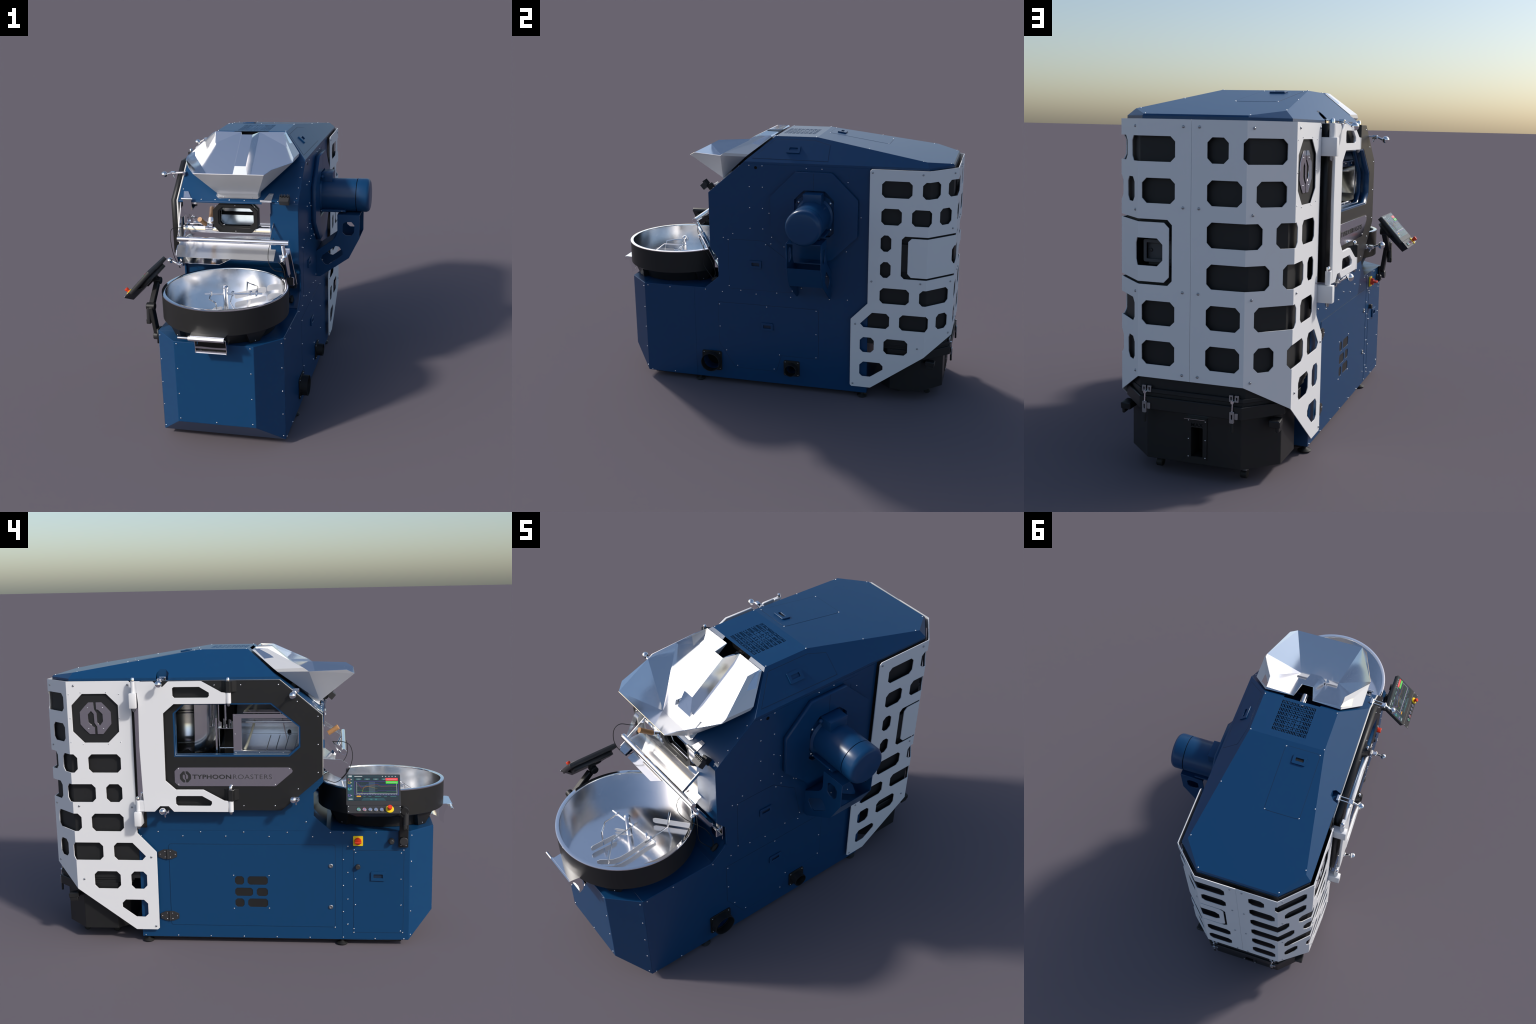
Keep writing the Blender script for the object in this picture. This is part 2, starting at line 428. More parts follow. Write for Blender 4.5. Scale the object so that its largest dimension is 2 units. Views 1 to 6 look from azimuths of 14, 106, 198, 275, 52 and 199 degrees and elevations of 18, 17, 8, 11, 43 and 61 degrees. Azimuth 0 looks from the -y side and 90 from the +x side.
for z in (.555, .425, .30, .175, .055):
    fasten(RIV, [(CX + .309, -.777, z)], (cn.x, cn.y, 0), CAB)
    fasten(RIV, [(CX - .309, -.777, z)], (-cn.x, cn.y, 0), CAB)
sl = Vector((0, -.17, .2)).normalized()
fasten(RIV, [(XR - .012, y, 1.135 + (y + .357) * .85) for y in (-.33, -.28, -.23, -.18)], sl, CAB)
fasten(RIV, [(x, -.347, 1.1435) for x in (-.24, -.165, -.09, -.01, .165, .25)], sl, CAB)
fasten(RIV, [(XL + .015, y, 1.135 + (y + .357) * .85) for y in (-.30, )], sl, CAB)

# latches and knobs on the left skin
for z in (.403, .195):
    lathe("quarter_turn_latch", (XL - .002, -.393, z), (-1, 0, 0), [(.0105, 0), (.0105, .004), (.008, .0055), (.006, .0055), (.004, .003), (0, .003)], BOLTW, CAB, 18)
lathe("round_knob", (XL - .002, -.522, .401), (-1, 0, 0), [(.012, 0), (.012, .014), (.010, .016), (0, .016)], PLAST, CAB, 20)
lathe("cable_gland", (XL - .001, -.68, .529), (-1, 0, 0), [(.015, 0), (.015, .006), (.013, .008), (.012, .022), (.008, .026), (0, .026)], PLAST, CAB, 20)
SW = empty("main_switch", ROOT)
plate("switch_plate", round_rect(-.546, -.499, .505, .553, .004), [], .006, fl(.001), YELLOW, SW)
lathe("switch_hub", (XL - .007, -.522, .529), (-1, 0, 0), [(.017, 0), (.0165, .012), (.0155, .014), (0, .014)], RED, SW, 24)
box("switch_grip", XL - .040, XL - .018, -.5385, -.5055, .5245, .5335, RED, SW, .003, 2)
# strap hinges on the service door
for z in (.455, .138):
    yc = .401
    H = empty("strap_hinge", ROOT)
    hp = [(yc - .046, z - .012), (yc - .020, z - .024), (yc + .020, z - .024), (yc + .046, z - .012), (yc + .046, z + .012), (yc + .020, z + .024), (yc - .020, z + .024), (yc - .046, z + .012)]
    plate("hinge_leaf", hp, [], .004, fl(.002), PLAST, H)
    cyl("hinge_knuckle", (XL - .006, yc, z - .023), (XL - .006, yc, z + .023), .005, PLAST, H, 12)
    fasten(SMALL, [(XL - .006, yc + a, z + b) for a, b in ((-.037, 0), (.037, 0), (-.013, .014), (-.013, -.014), (.013, .014), (.013, -.014))], (-1, 0, 0), H)
for y in (-.448, .516):
    for x in (CX - .298, CX + .298):
        F = lathe("levelling_foot", (x, y, 0), (0, 0, 1), [(.026, 0), (.028, .004), (.024, .008), (.012, .012), (.009, .016), (.009, .029)], RUBBER, CAB, 24)
box("rear_foot_plate", XL + .005, XL + .12, .536, .5445, .03, .12, BLUE, CAB, .001)

# ------------------------------------------------------------------ rear black housing
def ring(hw, hf, yf, ym, yr):
    return [(CX - hw, yf), (CX + hw, yf), (CX + hw, ym), (CX + hf, yr), (CX - hf, yr), (CX - hw, ym)]
HOUS = empty("rear_housing", ROOT)
prism("housing_shell", ring(.3160, .206, .5432, .856, .9655), 'z', .328, 1.3035, DARK, HOUS, .002)
hs_ = bpy.data.objects["housing_shell"]
carve(hs_, [box("pocket_cutter", .020, .178, .86, 1.0, .782, .893, VOID, None)])
prism("housing_flange", ring(.312, .201, .575, .858, .9785), 'z', .318, .334, DARK, HOUS, .002)
prism("housing_collar", ring(.308, .197, .585, .85, .972), 'z', .304, .320, DARK, HOUS)
box("rear_strip", XL - .006, XL + .01, .497, .556, .59, 1.303, BLACK, HOUS, .001)
box("edge_strip", XL - .012, XL - .004, .5075, .534, .66, 1.24, GREY, HOUS, .001)
box("pocket_back", .022, .140, .930, .935, .784, .891, PLAST, HOUS)
plate("pocket_frame", round_rect(.030, .150, .797, .878, .006), [round_rect(.040, .139, .808, .867, .003)], .008, lambda u, v, w: (u, .948 + w, v), POCK, HOUS)
plate("pocket_pane", round_rect(.038, .141, .806, .869, .003), [], .003, lambda u, v, w: (u, .936 + w, v), POCK, HOUS)
lathe("pocket_button", (.128, .939, .838), (0, 1, 0), [(.007, 0), (.006, .004), (0, .005)], PLAST, HOUS, 16)

# ------------------------------------------------------------------ perforated rear guard
REAR, CHAMF = 0.204, 0.1902
S1, S2 = REAR, REAR + CHAMF
def guard_map(sg):
    def f(s_, z, w):
        t = 0.004 - w                 # w = thickness measured outward
        k = math.tan(math.radians(22.4)) * t
        if s_ <= S1 + 1e-6:
            a = s_ / S1
            x, y = a * (REAR - k), 0.988 - t
        elif s_ <= S2 + 1e-6:
            a = (s_ - S1) / CHAMF
            p = (REAR - k, 0.988 - t); q = (0.339 - t, 0.854 - k)
            x, y = p[0] + a * (q[0] - p[0]), p[1] + a * (q[1] - p[1])
        else:
            x, y = 0.339 - t, 0.854 - k - (s_ - S2) * (1 if s_ - S2 > .01 else 1)
        return (CX + sg * x, y, z)
    return f
Z = [(1.157, 1.2463), (1.011, 1.100), (.865, .955), (.7195, .8085), (.5735, .662), (.4275, .5163), (.2815, .3705), (.137, .2255)]
rowsL = {0: [(.059, .1378), (.1915, .360)], 1: [(.0595, .189), (.2425, .360)], 2: [(.06, .2685), (.3214, .4286), (.481, .641)],
         3: [(.06, .2985), (.350, .5105), (.561, .641)], 4: [(.0595, .188), (.241, .4323), (.4815, .641)], 5: [(.059, .1878), (.242, .321), (.3735, .532)],
         6: [(.480, .612), (.6635, .7435)]}
rowsR = {0: [(.0607, .270), (.3206, .4298), (.4818, .6404)], 1: [(.061, .1896), (.2405, .320), (.3725, .4806), (.533, .6404)], 2: [(.584, .641)], 3: [(.584, .641)],
         4: [(.0605, .1906), (.2415, .4291), (.482, .640)], 5: [(.060, .1905), (.241, .319), (.3716, .5313)], 6: [(.482, .612), (.6645, .743)]}
def guard_holes(rows):
    hs = [oct_rect(a, b, *Z[r]) for r, l in rows.items() for a, b in l]
    hs.append([(.602, .428), (.724, .428), (.743, .449), (.679, .5163), (.602, .5163), (.584, .498), (.584, .446)])
    hs.append([(.682, .137), (.727, .137), (.743, .152), (.743, .206), (.723, .2255), (.632, .2255), (.6135, .207), (.6135, .186)])
    return hs
guard_out = [(.0006, .379), (S1, .379), (S2, .280), (.6815, .072), (.787, .072), (.795, .080), (.795, .470), (.704, .566), (.703, 1.295), (.692, 1.305), (.0006, 1.305)]
GU = empty("rear_guard", ROOT)
logo_hole = [(.4685, 1.2455), (.5855, 1.2455), (.6405, 1.191), (.6405, 1.0645), (.586, 1.0115), (.4685, 1.0115), (.4145, 1.0655), (.4145, 1.1915)]
plate("guard_panel", guard_out, guard_holes(rowsL) + [logo_hole], .004, guard_map(-1), WHITE, GU, folds=(S1, S2))
slot = [(.0890, .7195), (.5130, .7195), (.530, .737), (.530, .937), (.5130, .955), (.0890, .955), (.0715, .937), (.0715, .7375)]
plate("guard_panel", guard_out, guard_holes(rowsR) + [slot], .004, guard_map(1), WHITE, GU, folds=(S1, S2))
flap = [(.1035, .7305), (.477, .7305), (.495, .7505), (.495, .926), (.477, .944), (.1035, .944), (.084, .925), (.084, .7505)]
plate("guard_flap", flap, [[(.1295, .787), (.214, .787), (.2285, .8075), (.2285, .866), (.214, .887), (.1295, .887), (.108, .8655), (.108, .809)]], .004, guard_map(1), WHITE, GU, folds=(S1, S2))
box("flap_bracket", CX + .325, CX + .333, .70, .80, .76, .91, DARK, GU)
for sg, zs in ((-1, 1), (1, 1)):
    fm = guard_map(sg)
    for s_, z in ((.030, 1.28), (.030, 1.0), (.030, .70), (.030, .40), (.230, 1.28), (.230, .985), (.230, .69), (.230, .395), (.43, 1.285), (.69, 1.287), (.685, .695), (.425, .70), (.43, .33), (.77, .445), (.78, .09)):
        p = Vector(fm(s_, z, .004)); n = (Vector(fm(s_, z, .008)) - p)
        e = .002
        n = Vector((0, 1, 0)) if s_ < S1 else (Vector((sg, 1, 0)).normalized() if s_ < S2 else Vector((sg, 0, 0)))
        fasten(SCR, [p], n, GU)
# emblem in the octagonal window
emb_px = [(830, 583), (755, 583), (700, 640), (620, 735), (628, 930), (690, 1005), (775, 1087), (858, 1087), (852, 978), (828, 972), (752, 893), (745, 775), (795, 718), (838, 768), (848, 910), (890, 970),
          (895, 1087), (985, 1087), (1112, 925), (1103, 735), (960, 583), (870, 583), (877, 695), (905, 700), (975, 770), (982, 885), (932, 955), (890, 900), (882, 752), (840, 692)]
def emblem(yc, zc, size):
    return [(yc - (x - 864 + (835 - y) * .035) / 245 * size / 2, zc + (835 - y) / 252 * size / 2) for x, y in emb_px]
EMB = empty("emblem", ROOT)
ey = .854 - (.5275 - S2)
oc = lambda yc, zc, h, c: [(yc - h + c, zc - h), (yc + h - c, zc - h), (yc + h, zc - h + c), (yc + h, zc + h - c), (yc + h - c, zc + h), (yc - h + c, zc + h), (yc - h, zc + h - c), (yc - h, zc - h + c)]
plate("emblem_backing", oc(ey, 1.1285, .126, .06), [], .004, fl(.008), DARK, EMB)
plate("emblem_badge", emblem(ey, 1.1285, .152), [], .003, fl(.013), GREY, EMB)
fasten(SMALL, [(XL - .016, ey + a, 1.1285 + b) for a, b in ((.036, .05), (-.036, .05), (.036, -.05), (-.036, -.05))], (-1, 0, 0), EMB)
fasten(SMALL, [(CX - .339, ey + a, 1.1285 + b) for a, b in ((.065, .123), (-.058, .123), (.123, .115), (-.119, .115), (.121, 0), (-.117, 0), (.123, -.115), (-.119, -.115), (.065, -.124), (-.058, -.124))], (-1, 0, 0), EMB)

# ------------------------------------------------------------------ hood
HOOD = empty("hood", ROOT)
def sym(l): return [(CX + a, y, z) for a, y, z in l]
HZ = 1.438
def slope_z(y): return HZ - (y - .232) * .1592
t2x = .3185 - (slope_z(.831) - 1.316) * .1275 / (HZ - 1.316)
hv = []
def P(a, y, z): hv.append((CX + a, y, z)); return len(hv) - 1
fa = []
T = {}
for sg in (-1, 1):
    T[sg] = dict(b0=P(sg * .3185, -.158, 1.3045), b1=P(sg * .3185, .846, 1.3045), b2=P(sg * .1985, .963, 1.3045),
                 l0=P(sg * .3185, -.146, 1.316), l1=P(sg * .3185, .846, 1.316), l2=P(sg * .1985, .963, 1.316),
                 t0=P(sg * .191, 0, HZ), t1=P(sg * .191, .232, HZ), t2=P(sg * t2x, .831, slope_z(.831)), t3=P(sg * .196, .957, slope_z(.957)))
A, B = T[-1], T[1]
for q in (A, B):
    fa += [(q['b0'], q['b1'], q['l1'], q['l0']), (q['b1'], q['b2'], q['l2'], q['l1']), (q['l0'], q['l1'], q['t2'], q['t1'], q['t0']), (q['l1'], q['l2'], q['t3'], q['t2'])]
fa += [(A['b2'], B['b2'], B['l2'], A['l2']), (A['l2'], B['l2'], B['t3'], A['t3']), (A['t1'], B['t1'], B['t2'], B['t3'], A['t3'], A['t2'])]
fm_ = lambda t: -.158 + t * .158
# slanted front with a notch for the feed actuator
n0, n1 = P(-.096, 0, HZ), P(.094, 0, HZ)
n2, n3 = P(-.096, -.09, 1.3625), P(.094, -.09, 1.3625)
fa += [(A['b0'], A['l0'], A['t0'], n0, n2), (B['b0'], n3, n1, B['t0'], B['l0']), (A['b0'], n2, n3, B['b0'])]
shell("hood_shell", hv, fa, .002, BLUE, HOOD, offset=-1)
rng = random.Random(3)
slots = []
c0, c1, r0, r1 = -.131, .046, .014, .198
nc, nr = 22, 8
for r in range(nr):
    for c in range(nc):
        x = c0 + (c + .5) * (c1 - c0) / nc; y = r0 + (r + .5) * (r1 - r0) / nr; w = .0024; h = .0092
        m = abs(c - nc * .45) < 5 and 2 < r < 7
        k = rng.random() + (.45 if m else 0)
        parts = [(-h, h)] if k < .62 else ([(-h, -.001), (.0025, h)] if k < .85 else ([(-h, -h * .35), (h * .2, h)] if k < 1.05 else [(-h * .7, -h * .1)]))
        for a, b in parts: slots.append([(x - w, y + a), (x + w, y + a), (x + w, y + b), (x - w, y + b)])
plate("vented_top_plate", [(CX - .191, .0), (CX + .191, .0), (CX + .191, .232), (CX - .191, .232)], slots, .002, lambda u, v, w: (u, v, HZ - .002 + w), BLUE, HOOD)
box("vent_dark_sheet", CX - .17, CX + .17, .01, .24, 1.35, 1.352, VOID, HOOD)  # black sheet added below the slots to give a dark interior
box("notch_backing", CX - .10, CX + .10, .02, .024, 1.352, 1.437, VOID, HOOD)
cyl("feed_actuator", (CX + .0, .02, 1.39), (CX, -.075, 1.395), .016, CHROME, HOOD, 20, .005)
box("actuator_bracket", CX - .015, CX + .015, -.03, .03, 1.37, 1.376, STEEL, HOOD, .001)
for x in (-.012, .012): cyl("actuator_rod", (CX + x, -.06, 1.40), (CX + x, .03, 1.40), .003, STEEL, HOOD, 8)
sn = Vector((0, .1586, 1)).normalized()
fmslope = lambda u, v, w: (u + sn.x * w, v + sn.y * w, slope_z(v) + w)
cover("top_hatch", round_rect(-.226, -.052, .259, .593, .018), [], .0006, fmslope, HOOD)
plate("hatch_pull", round_rect(-.170, -.104, .291, .337, .004), [round_rect(-.16, -.118, .305, .322, .003)], .007, fmslope, BLUE, HOOD)
plate("hatch_pull_recess", [(-.16, .305), (-.118, .305), (-.118, .322), (-.16, .322)], [], .0018, fmslope, DARK, HOOD)  # dark plate inside the frame, painting the shade of a recess
rn = Vector((1, 0, 1)).normalized()
def fmside(u, v, w):   # u = y, v = height on the right slope
    t = (v - 1.316) / (HZ - 1.316)
    return (CX + .3185 - t * .1275 + w * .7, u, v + w * .7)
cover("side_hatch", [(-.10, 1.333), (.005, 1.422), (.22, 1.422), (.309, 1.402), (.312, 1.330)], [], .0006, fmside, HOOD)
plate("hatch_pull", round_rect(.078, .152, 1.360, 1.394, .003), [round_rect(.092, .138, 1.371, 1.384, .002)], .007, fmside, BLUE, HOOD)
fasten(RIV, [(-.054, .262, slope_z(.262)), (-.224, .262, slope_z(.262)), (-.224, .590, slope_z(.59)), (-.054, .590, slope_z(.59))], sn, HOOD)
for sg in (-1, 1):
    fasten(SCR if False else RIV, [(CX + sg * .187, .009, HZ), (CX + sg * .188, .228, HZ), (CX + sg * .236, .523, slope_z(.523)), (CX + sg * .283, .813, slope_z(.813)), (CX + sg * .197, .947, slope_z(.947))], sn, HOOD)
# clamp pocket in the left slope
def fmleft(u, v, w):
    t = (v - 1.316) / (HZ - 1.316)
    return (CX - .3185 + t * .1275 - w * .7, u, v + w * .7)
pk = [(.424, 1.300), (.424, 1.337), (.408, 1.353), (.384, 1.353), (.367, 1.337), (.367, 1.300)]
carve(bpy.data.objects["hood_shell"], [prism("pocket_cutter", pk, 'x', -.40, -.315, VOID, None)])
prism("clamp_pocket_back", [(y + (.002 if y > .4 else -.002), z) for y, z in pk], 'x', -.330, -.328, BLUE, HOOD)

# ------------------------------------------------------------------ feed hopper
HOP = empty("feed_hopper", ROOT)
hy = lambda y: 1.437 + (y + .025) * .832      # back plate plane
V = []; F = []
def hp(a, y, z): V.append((CX + a, y, z)); return len(V) - 1
R = {}
for sg in (-1, 1):
    R[sg] = dict(r1=hp(sg * .195, -.025, 1.437), t1=hp(sg * .196, -.095, 1.438), r2=hp(sg * .2825, -.131, 1.349), t2=hp(sg * .2825, -.269, 1.352), r2b=hp(sg * .2825, -.147, 1.336),
                 t3=hp(sg * .2825, -.293, 1.336), f2=hp(sg * .212, -.469, 1.3355), f1=hp(sg * .180, -.506, 1.3155), b=hp(sg * .106, -.340, 1.176))
for sg in (-1, 1):
    q = R[sg]
    F += [(q['r1'], q['t1'], q['t2'], q['r2']), (q['r2'], q['t2'], q['t3'], q['r2b']), (q['r2b'], q['t3'], q['b']), (q['t3'], q['f2'], q['f1'], q['b'])]
l, r = R[-1], R[1]
F += [(l['f1'], r['f1'], r['b'], l['b'])]
# back plate with the raised feed channel (open at the top)
na, nb = hp(-.050, -.025, 1.437), hp(.049, -.025, 1.437)
ra, rb = hp(-.029, -.103, 1.4375), hp(.029, -.103, 1.4375)
ea, eb = hp(-.029, -.267, 1.3035), hp(.029, -.267, 1.3035)
ga, gb = hp(-.050, -.281, hy(-.281) + .022), hp(.050, -.281, hy(-.281) + .022)
ga2, gb2 = hp(-.050, -.30, hy(-.30)), hp(.050, -.30, hy(-.30))
F += [(l['r1'], na, ga2, l['b'], l['r2b'], l['r2']), (r['r1'], r['r2'], r['r2b'], r['b'], gb2, nb), (ga2, gb2, r['b'], l['b']),
      (na, ra, ea, ga2), (nb, gb2, eb, rb), (ra, rb, eb, ea), (ea, eb, gb2, ga2)]
shell("hopper_funnel", V, F, .0022, OUTER, HOP, back=HOPIN)
# mounting spout under the funnel, standing on the slanted front
def slant(x, d, h):   # d = distance down the slope from the fold, h = height above it
    c, s_ = .7617, .6479
    return (x, -.357 + d * c - h * s_, 1.135 + d * s_ + h * c)
def slant_plate(name, outline, holes, th, h0, mat, parent):
    return plate(name, outline, holes, th, lambda u, v, w: slant(u, v, h0 + w), mat, parent)
slant_plate("spout_flange", oct_rect(-.163, .070, .022, .105, .012), [], .004, .001, STEEL, HOP)
bm = bmesh.new()
lo = [slant(x, d, .004) for x, d in ((-.155, .03), (.062, .03), (.062, .10), (-.155, .10))]
hi = [(CX - .106, -.3405, 1.178), (CX + .106, -.3405, 1.178), (CX + .112, -.285, 1.232), (CX - .112, -.285, 1.232)]
a = [bm.verts.new(v) for v in lo]; b = [bm.verts.new(v) for v in hi]
for i in range(4): bm.faces.new((a[i], a[(i + 1) % 4], b[(i + 1) % 4], b[i]))
bm.faces.new(a); bm.faces.new(b)
from_bm("feed_spout", bm, OUTER, HOP)
fasten(SMALL, [slant(x, .028, .005) for x in (-.12, .03)], sl, HOP)
slant_plate("hopper_gap_shade", [(-.20, .20), (.11, .20), (.10, .33), (-.19, .33)], [], .006, .001, VOID, HOP)  # dark plate standing in for the black gap beneath the hopper

# ------------------------------------------------------------------ loading door on the left side
DOOR = empty("drum_door", ROOT)
door_out = [(-.160, 1.303), (-.358, 1.137), (-.358, .852), (-.165, .686), (.492, .686), (.492, 1.303)]
win = [(.345, .945), (-.203, .945), (-.254, .990), (-.254, 1.089), (-.120, 1.199), (.294, 1.199), (.345, 1.152)]
blue_win = [(.339, .951), (-.196, .951), (-.246, .995), (-.246, 1.085), (-.117, 1.192), (.291, 1.192), (.339, 1.149)]
plate("door_gasket", door_out, [[(.352, .938), (-.206, .938), (-.262, .986), (-.262, 1.093), (-.123, 1.206), (.297, 1.206), (.352, 1.155)]], .007, fl(.0), GASKET, DOOR)
plate("door_slab", [(u + (.002 if u < 0 else -.002), v * 1.0) for u, v in door_out], [win], .030, fl(.007), BLACK, DOOR)
plate("window_surround", [(.40, .86), (-.30, .86), (-.30, 1.09), (-.16, 1.235), (.40, 1.235)], [blue_win], .022, lambda u, v, w: (-.342 - w, u, v), BLUE, DOOR)
plate("window_reveal", [(u * .9985 + .00005, v * .9995 + .0005) for u, v in win], [blue_win], .0345, fl(.001), BLUE, DOOR)
D0 = XL - .037
fasten(RIV, [(D0, y, z) for y, z in ((.145, 1.283), (.021, 1.283), (-.154, 1.283), (-.240, 1.204), (-.335, 1.134), (-.335, 1.002), (-.335, .869), (-.241, .79), (-.131, .708), (.018, .708), (.245, .705))], (-1, 0, 0), DOOR)
NP = empty("name_plate", ROOT)
fd = lambda u, v, w: (D0 - w, u, v)
plate("plate_sheet", [(.327, .894), (-.199, .894), (-.209, .889), (-.216, .878), (-.213, .870), (-.138, .806), (-.133, .804), (.327, .804), (.345, .822), (.345, .876)], [], .003, fd, GREY, NP)
plate("plate_emblem", emblem(.2935, .849, .054), [], .001, lambda u, v, w: (D0 - .003 - w, u, v), MARK, NP)
text_mesh("plate_lettering", "TYPHOON", .186, .0215, (D0 - .003, .2605, .8385), (0, -1, 0), (0, 0, 1), MARK, NP, .001, .025, 1.05)
text_mesh("plate_lettering", "ROASTERS", .184, .0215, (D0 - .003, .066, .8385), (0, -1, 0), (0, 0, 1), MARK, NP, .001, -.012, 1.05)
fasten(SMALL, [(D0 - .003, y, z) for y, z in ((.326, .887), (-.199, .887), (-.133, .812), (.327, .812))], (-1, 0, 0), NP)

# white hinge frame
FR = empty("hinge_frame", ROOT)
X0 = -.4205
fo = [(.509, 1.305), (.430, 1.305), (.402, 1.280), (.383, 1.280), (.356, 1.305), (.203, 1.305), (.108, 1.252), (.089, 1.250), (.089, 1.200), (.333, 1.200), (.385, 1.156), (.386, .835), (.337, .791),
      (.206, .791), (.107, .738), (.089, .737), (.089, .685), (.349, .685), (.374, .712), (.415, .712), (.442, .685), (.491, .685), (.495, .76), (.503, 1.0), (.5, 1.2)]
fh = [[(.330, 1.228), (.338, 1.237), (.338, 1.273), (.330, 1.279), (.211, 1.279), (.166, 1.252), (.166, 1.237), (.174, 1.228)],
      [(.330, .713), (.339, .722), (.339, .752), (.331, .762), (.212, .762), (.166, .736), (.166, .723), (.174, .713)]]
plate("frame_casting", fo, fh, .0115, lambda u, v, w: (X0 - w, u, v), WHITE, FR)
for zt, zb in ((1.306, 1.252), (.738, .684)):
    cyl("hinge_barrel", (-.423, .523, zb), (-.423, .523, zt), .0115, WHITE, FR, 24, .001)
    box("barrel_web", -.431, -.413, .49, .52, zb, zt, WHITE, FR, .002)
    lathe("acorn_nut", (-.423, .523, zt), (0, 0, 1), [(.009, 0), (.009, .010), (.0075, .016), (.004, .019), (0, .020)], CHROME, FR, 16)
for z0, z1 in ((1.181, 1.252), (.614, .683)):
    box("hinge_block", -.447, -.378, .508, .541, z0, z1, WHITE, FR, .003, 2)
    lathe("hinge_pin_end", (-.423, .523, z0), (0, 0, -1), [(.008, 0), (.008, .008), (.0065, .014), (.003, .018), (0, .0185)], BOLTW, FR, 16)
for zt, zb, bt, bb in ((1.2505, 1.200, 1.304, 1.251), (.737, .683, .790, .736)):
    cyl("hinge_barrel", (-.421, .077, zb), (-.421, .077, zt), .0125, WHITE, FR, 24, .001)
    prism("hinge_lug", [(-.400, .112), (-.418, .092), (-.436, .086), (-.436, .066), (-.418, .058), (-.400, .038)], 'z', bb, bt, BLACK, FR, .002)
    lathe("acorn_nut", (-.421, .077, bt), (0, 0, 1), [(.0085, 0), (.0085, .008), (.007, .014), (.004, .017), (0, .018)], CHROME, FR, 16)
    lathe("hinge_pin_end", (-.421, .077, zb), (0, 0, -1), [(.008, 0), (.008, .006), (.006, .012), (0, .016)], BOLTW, FR, 16)

# toggle clamps with ball handles
for y, z, up in ((.393, 1.296, 1), (-.2225, 1.240, 1), (-.2215, .755, -1), (.394, .698, -1)):
    C = empty("toggle_clamp", ROOT)
    bz = z + .018 * up; by = y
    if y < 0: by, bz = y - .010, z + .012 * up
    ball("clamp_ball", (-.479, y, z), .0165, CHROME, C, 24)
    cyl("clamp_stem", (-.466, y, z), (-.436, by, bz), .005, CHROME, C, 12)
    box("clamp_head", -.440, -.414, by - .011, by + .011, bz - .010, bz + .008, STEEL, C, .003)
    long_ = -.362 if up > 0 else -.405
    for s_ in (-.0095, .0095):
        cyl("clamp_link", (-.436, by + s_, bz), (long_, by + s_, bz + .004 * up), .0027, STEEL, C, 8)
    cyl("clamp_cross_pin", (-.432, by - .014, bz), (-.432, by + .014, bz), .0032, STEEL, C, 8)
    cyl("clamp_cross_pin", (long_ - .004, by - .015, bz + .004 * up), (long_ - .004, by + .015, bz + .004 * up), .0035, STEEL, C, 8)
    box("clamp_foot", long_ - .006, long_ + .008, by - .016, by + .016, bz - .010, bz + .008, CHROME, C, .002)
    cyl("clamp_hook", (-.428, by, bz - .008), (-.420, by, bz - .024), .004, STEEL, C, 8)

# ------------------------------------------------------------------ drum chamber seen through the windows
DR = empty("roasting_drum", ROOT)
drum_prof = [(-.10, 1.25), (-.135, 1.15), (-.158, 1.087), (-.180, 1.02), (-.204, .965), (-.220, .944), (-.24, .938), (-.325, .936)]
vs = [(x, y, z) for y in (-.300, .070) for x, z in drum_prof]
n = len(drum_prof)
shell("drum_shell", vs, [(i, i + 1, n + i + 1, n + i) for i in range(n - 1)], .003, DRUM, DR, 30)
box("chamber_back", .108, .114, -.12, .50, .81, 1.262, INNER, DR)
box("chamber_floor", -.33, .115, -.28, .50, .748, .752, INNER, DR)
box("chamber_roof", -.33, .11, -.11, .50, 1.255, 1.26, INNER, DR)
box("gap_dark_slab", -.21, -.10, .080, .128, .80, 1.255, VOID, DR)  # solid black slab standing in for the dark gap beside the drum
# upright cyclone body with a tapering foot, open towards the window
nseg = 32
lc = (-.155, .318)
cone = [(.185, 1.255), (.185, 1.045), (.181, 1.012), (.173, .980), (.163, .950), (.150, .940), (.07, .938), (.002, .938)]
vs = []
for r_, z in cone:
    for i in range(nseg + 1):
        t = math.radians(-160 + 320 * i / nseg)
        vs.append((max(-.325, lc[0] + r_ * math.cos(t)), lc[1] + r_ * math.sin(t), z))
fs = [(j * (nseg + 1) + i, j * (nseg + 1) + i + 1, (j + 1) * (nseg + 1) + i + 1, (j + 1) * (nseg + 1) + i) for j in range(len(cone) - 1) for i in range(nseg)]
shell("cyclone_liner", vs, fs, .002, INNER, DR, 50)
for z in (1.097, 1.110):
    tube("chamber_rail", [(lc[0] + .176 * math.cos(math.radians(t)), lc[1] + .176 * math.sin(math.radians(t)), z) for t in range(-130, 131, 10)], .003, STEEL, DR, 8)
box("mechanism_tray", -.30, -.20, .072, .155, 1.062, 1.066, STEEL, DR, .001)
box("mechanism_wall", -.300, -.296, .150, .158, .80, 1.115, STEEL, DR)
rm = random.Random(5)
for i in range(9):
    y = .078 + .009 * i
    cyl("mechanism_pin", (-.29 + .02 * (i % 3), y, 1.066), (-.29 + .02 * (i % 3), y, 1.082 + .025 * rm.random()), .003 + .002 * rm.random(), STEEL if i % 2 else BOLTW, DR, 8)
cyl("vertical_rod", (-.28, .110, 1.10), (-.28, .110, 1.25), .005, STEEL, DR, 12)
cyl("vertical_rod", (-.26, .146, .80), (-.26, .146, 1.25), .003, STEEL, DR, 12)
cyl("cross_rod", (-.29, .07, .968), (-.29, .14, .968), .004, CHROME, DR, 12)
plate("inner_window_frame", [(.068, .945), (-.26, .945), (-.26, 1.138), (.068, 1.138)], [[(.028, .962), (-.24, .962), (-.24, 1.118), (.028, 1.118)]], .003, lambda u, v, w: (-.334 - w, u, v), GREY, DR)
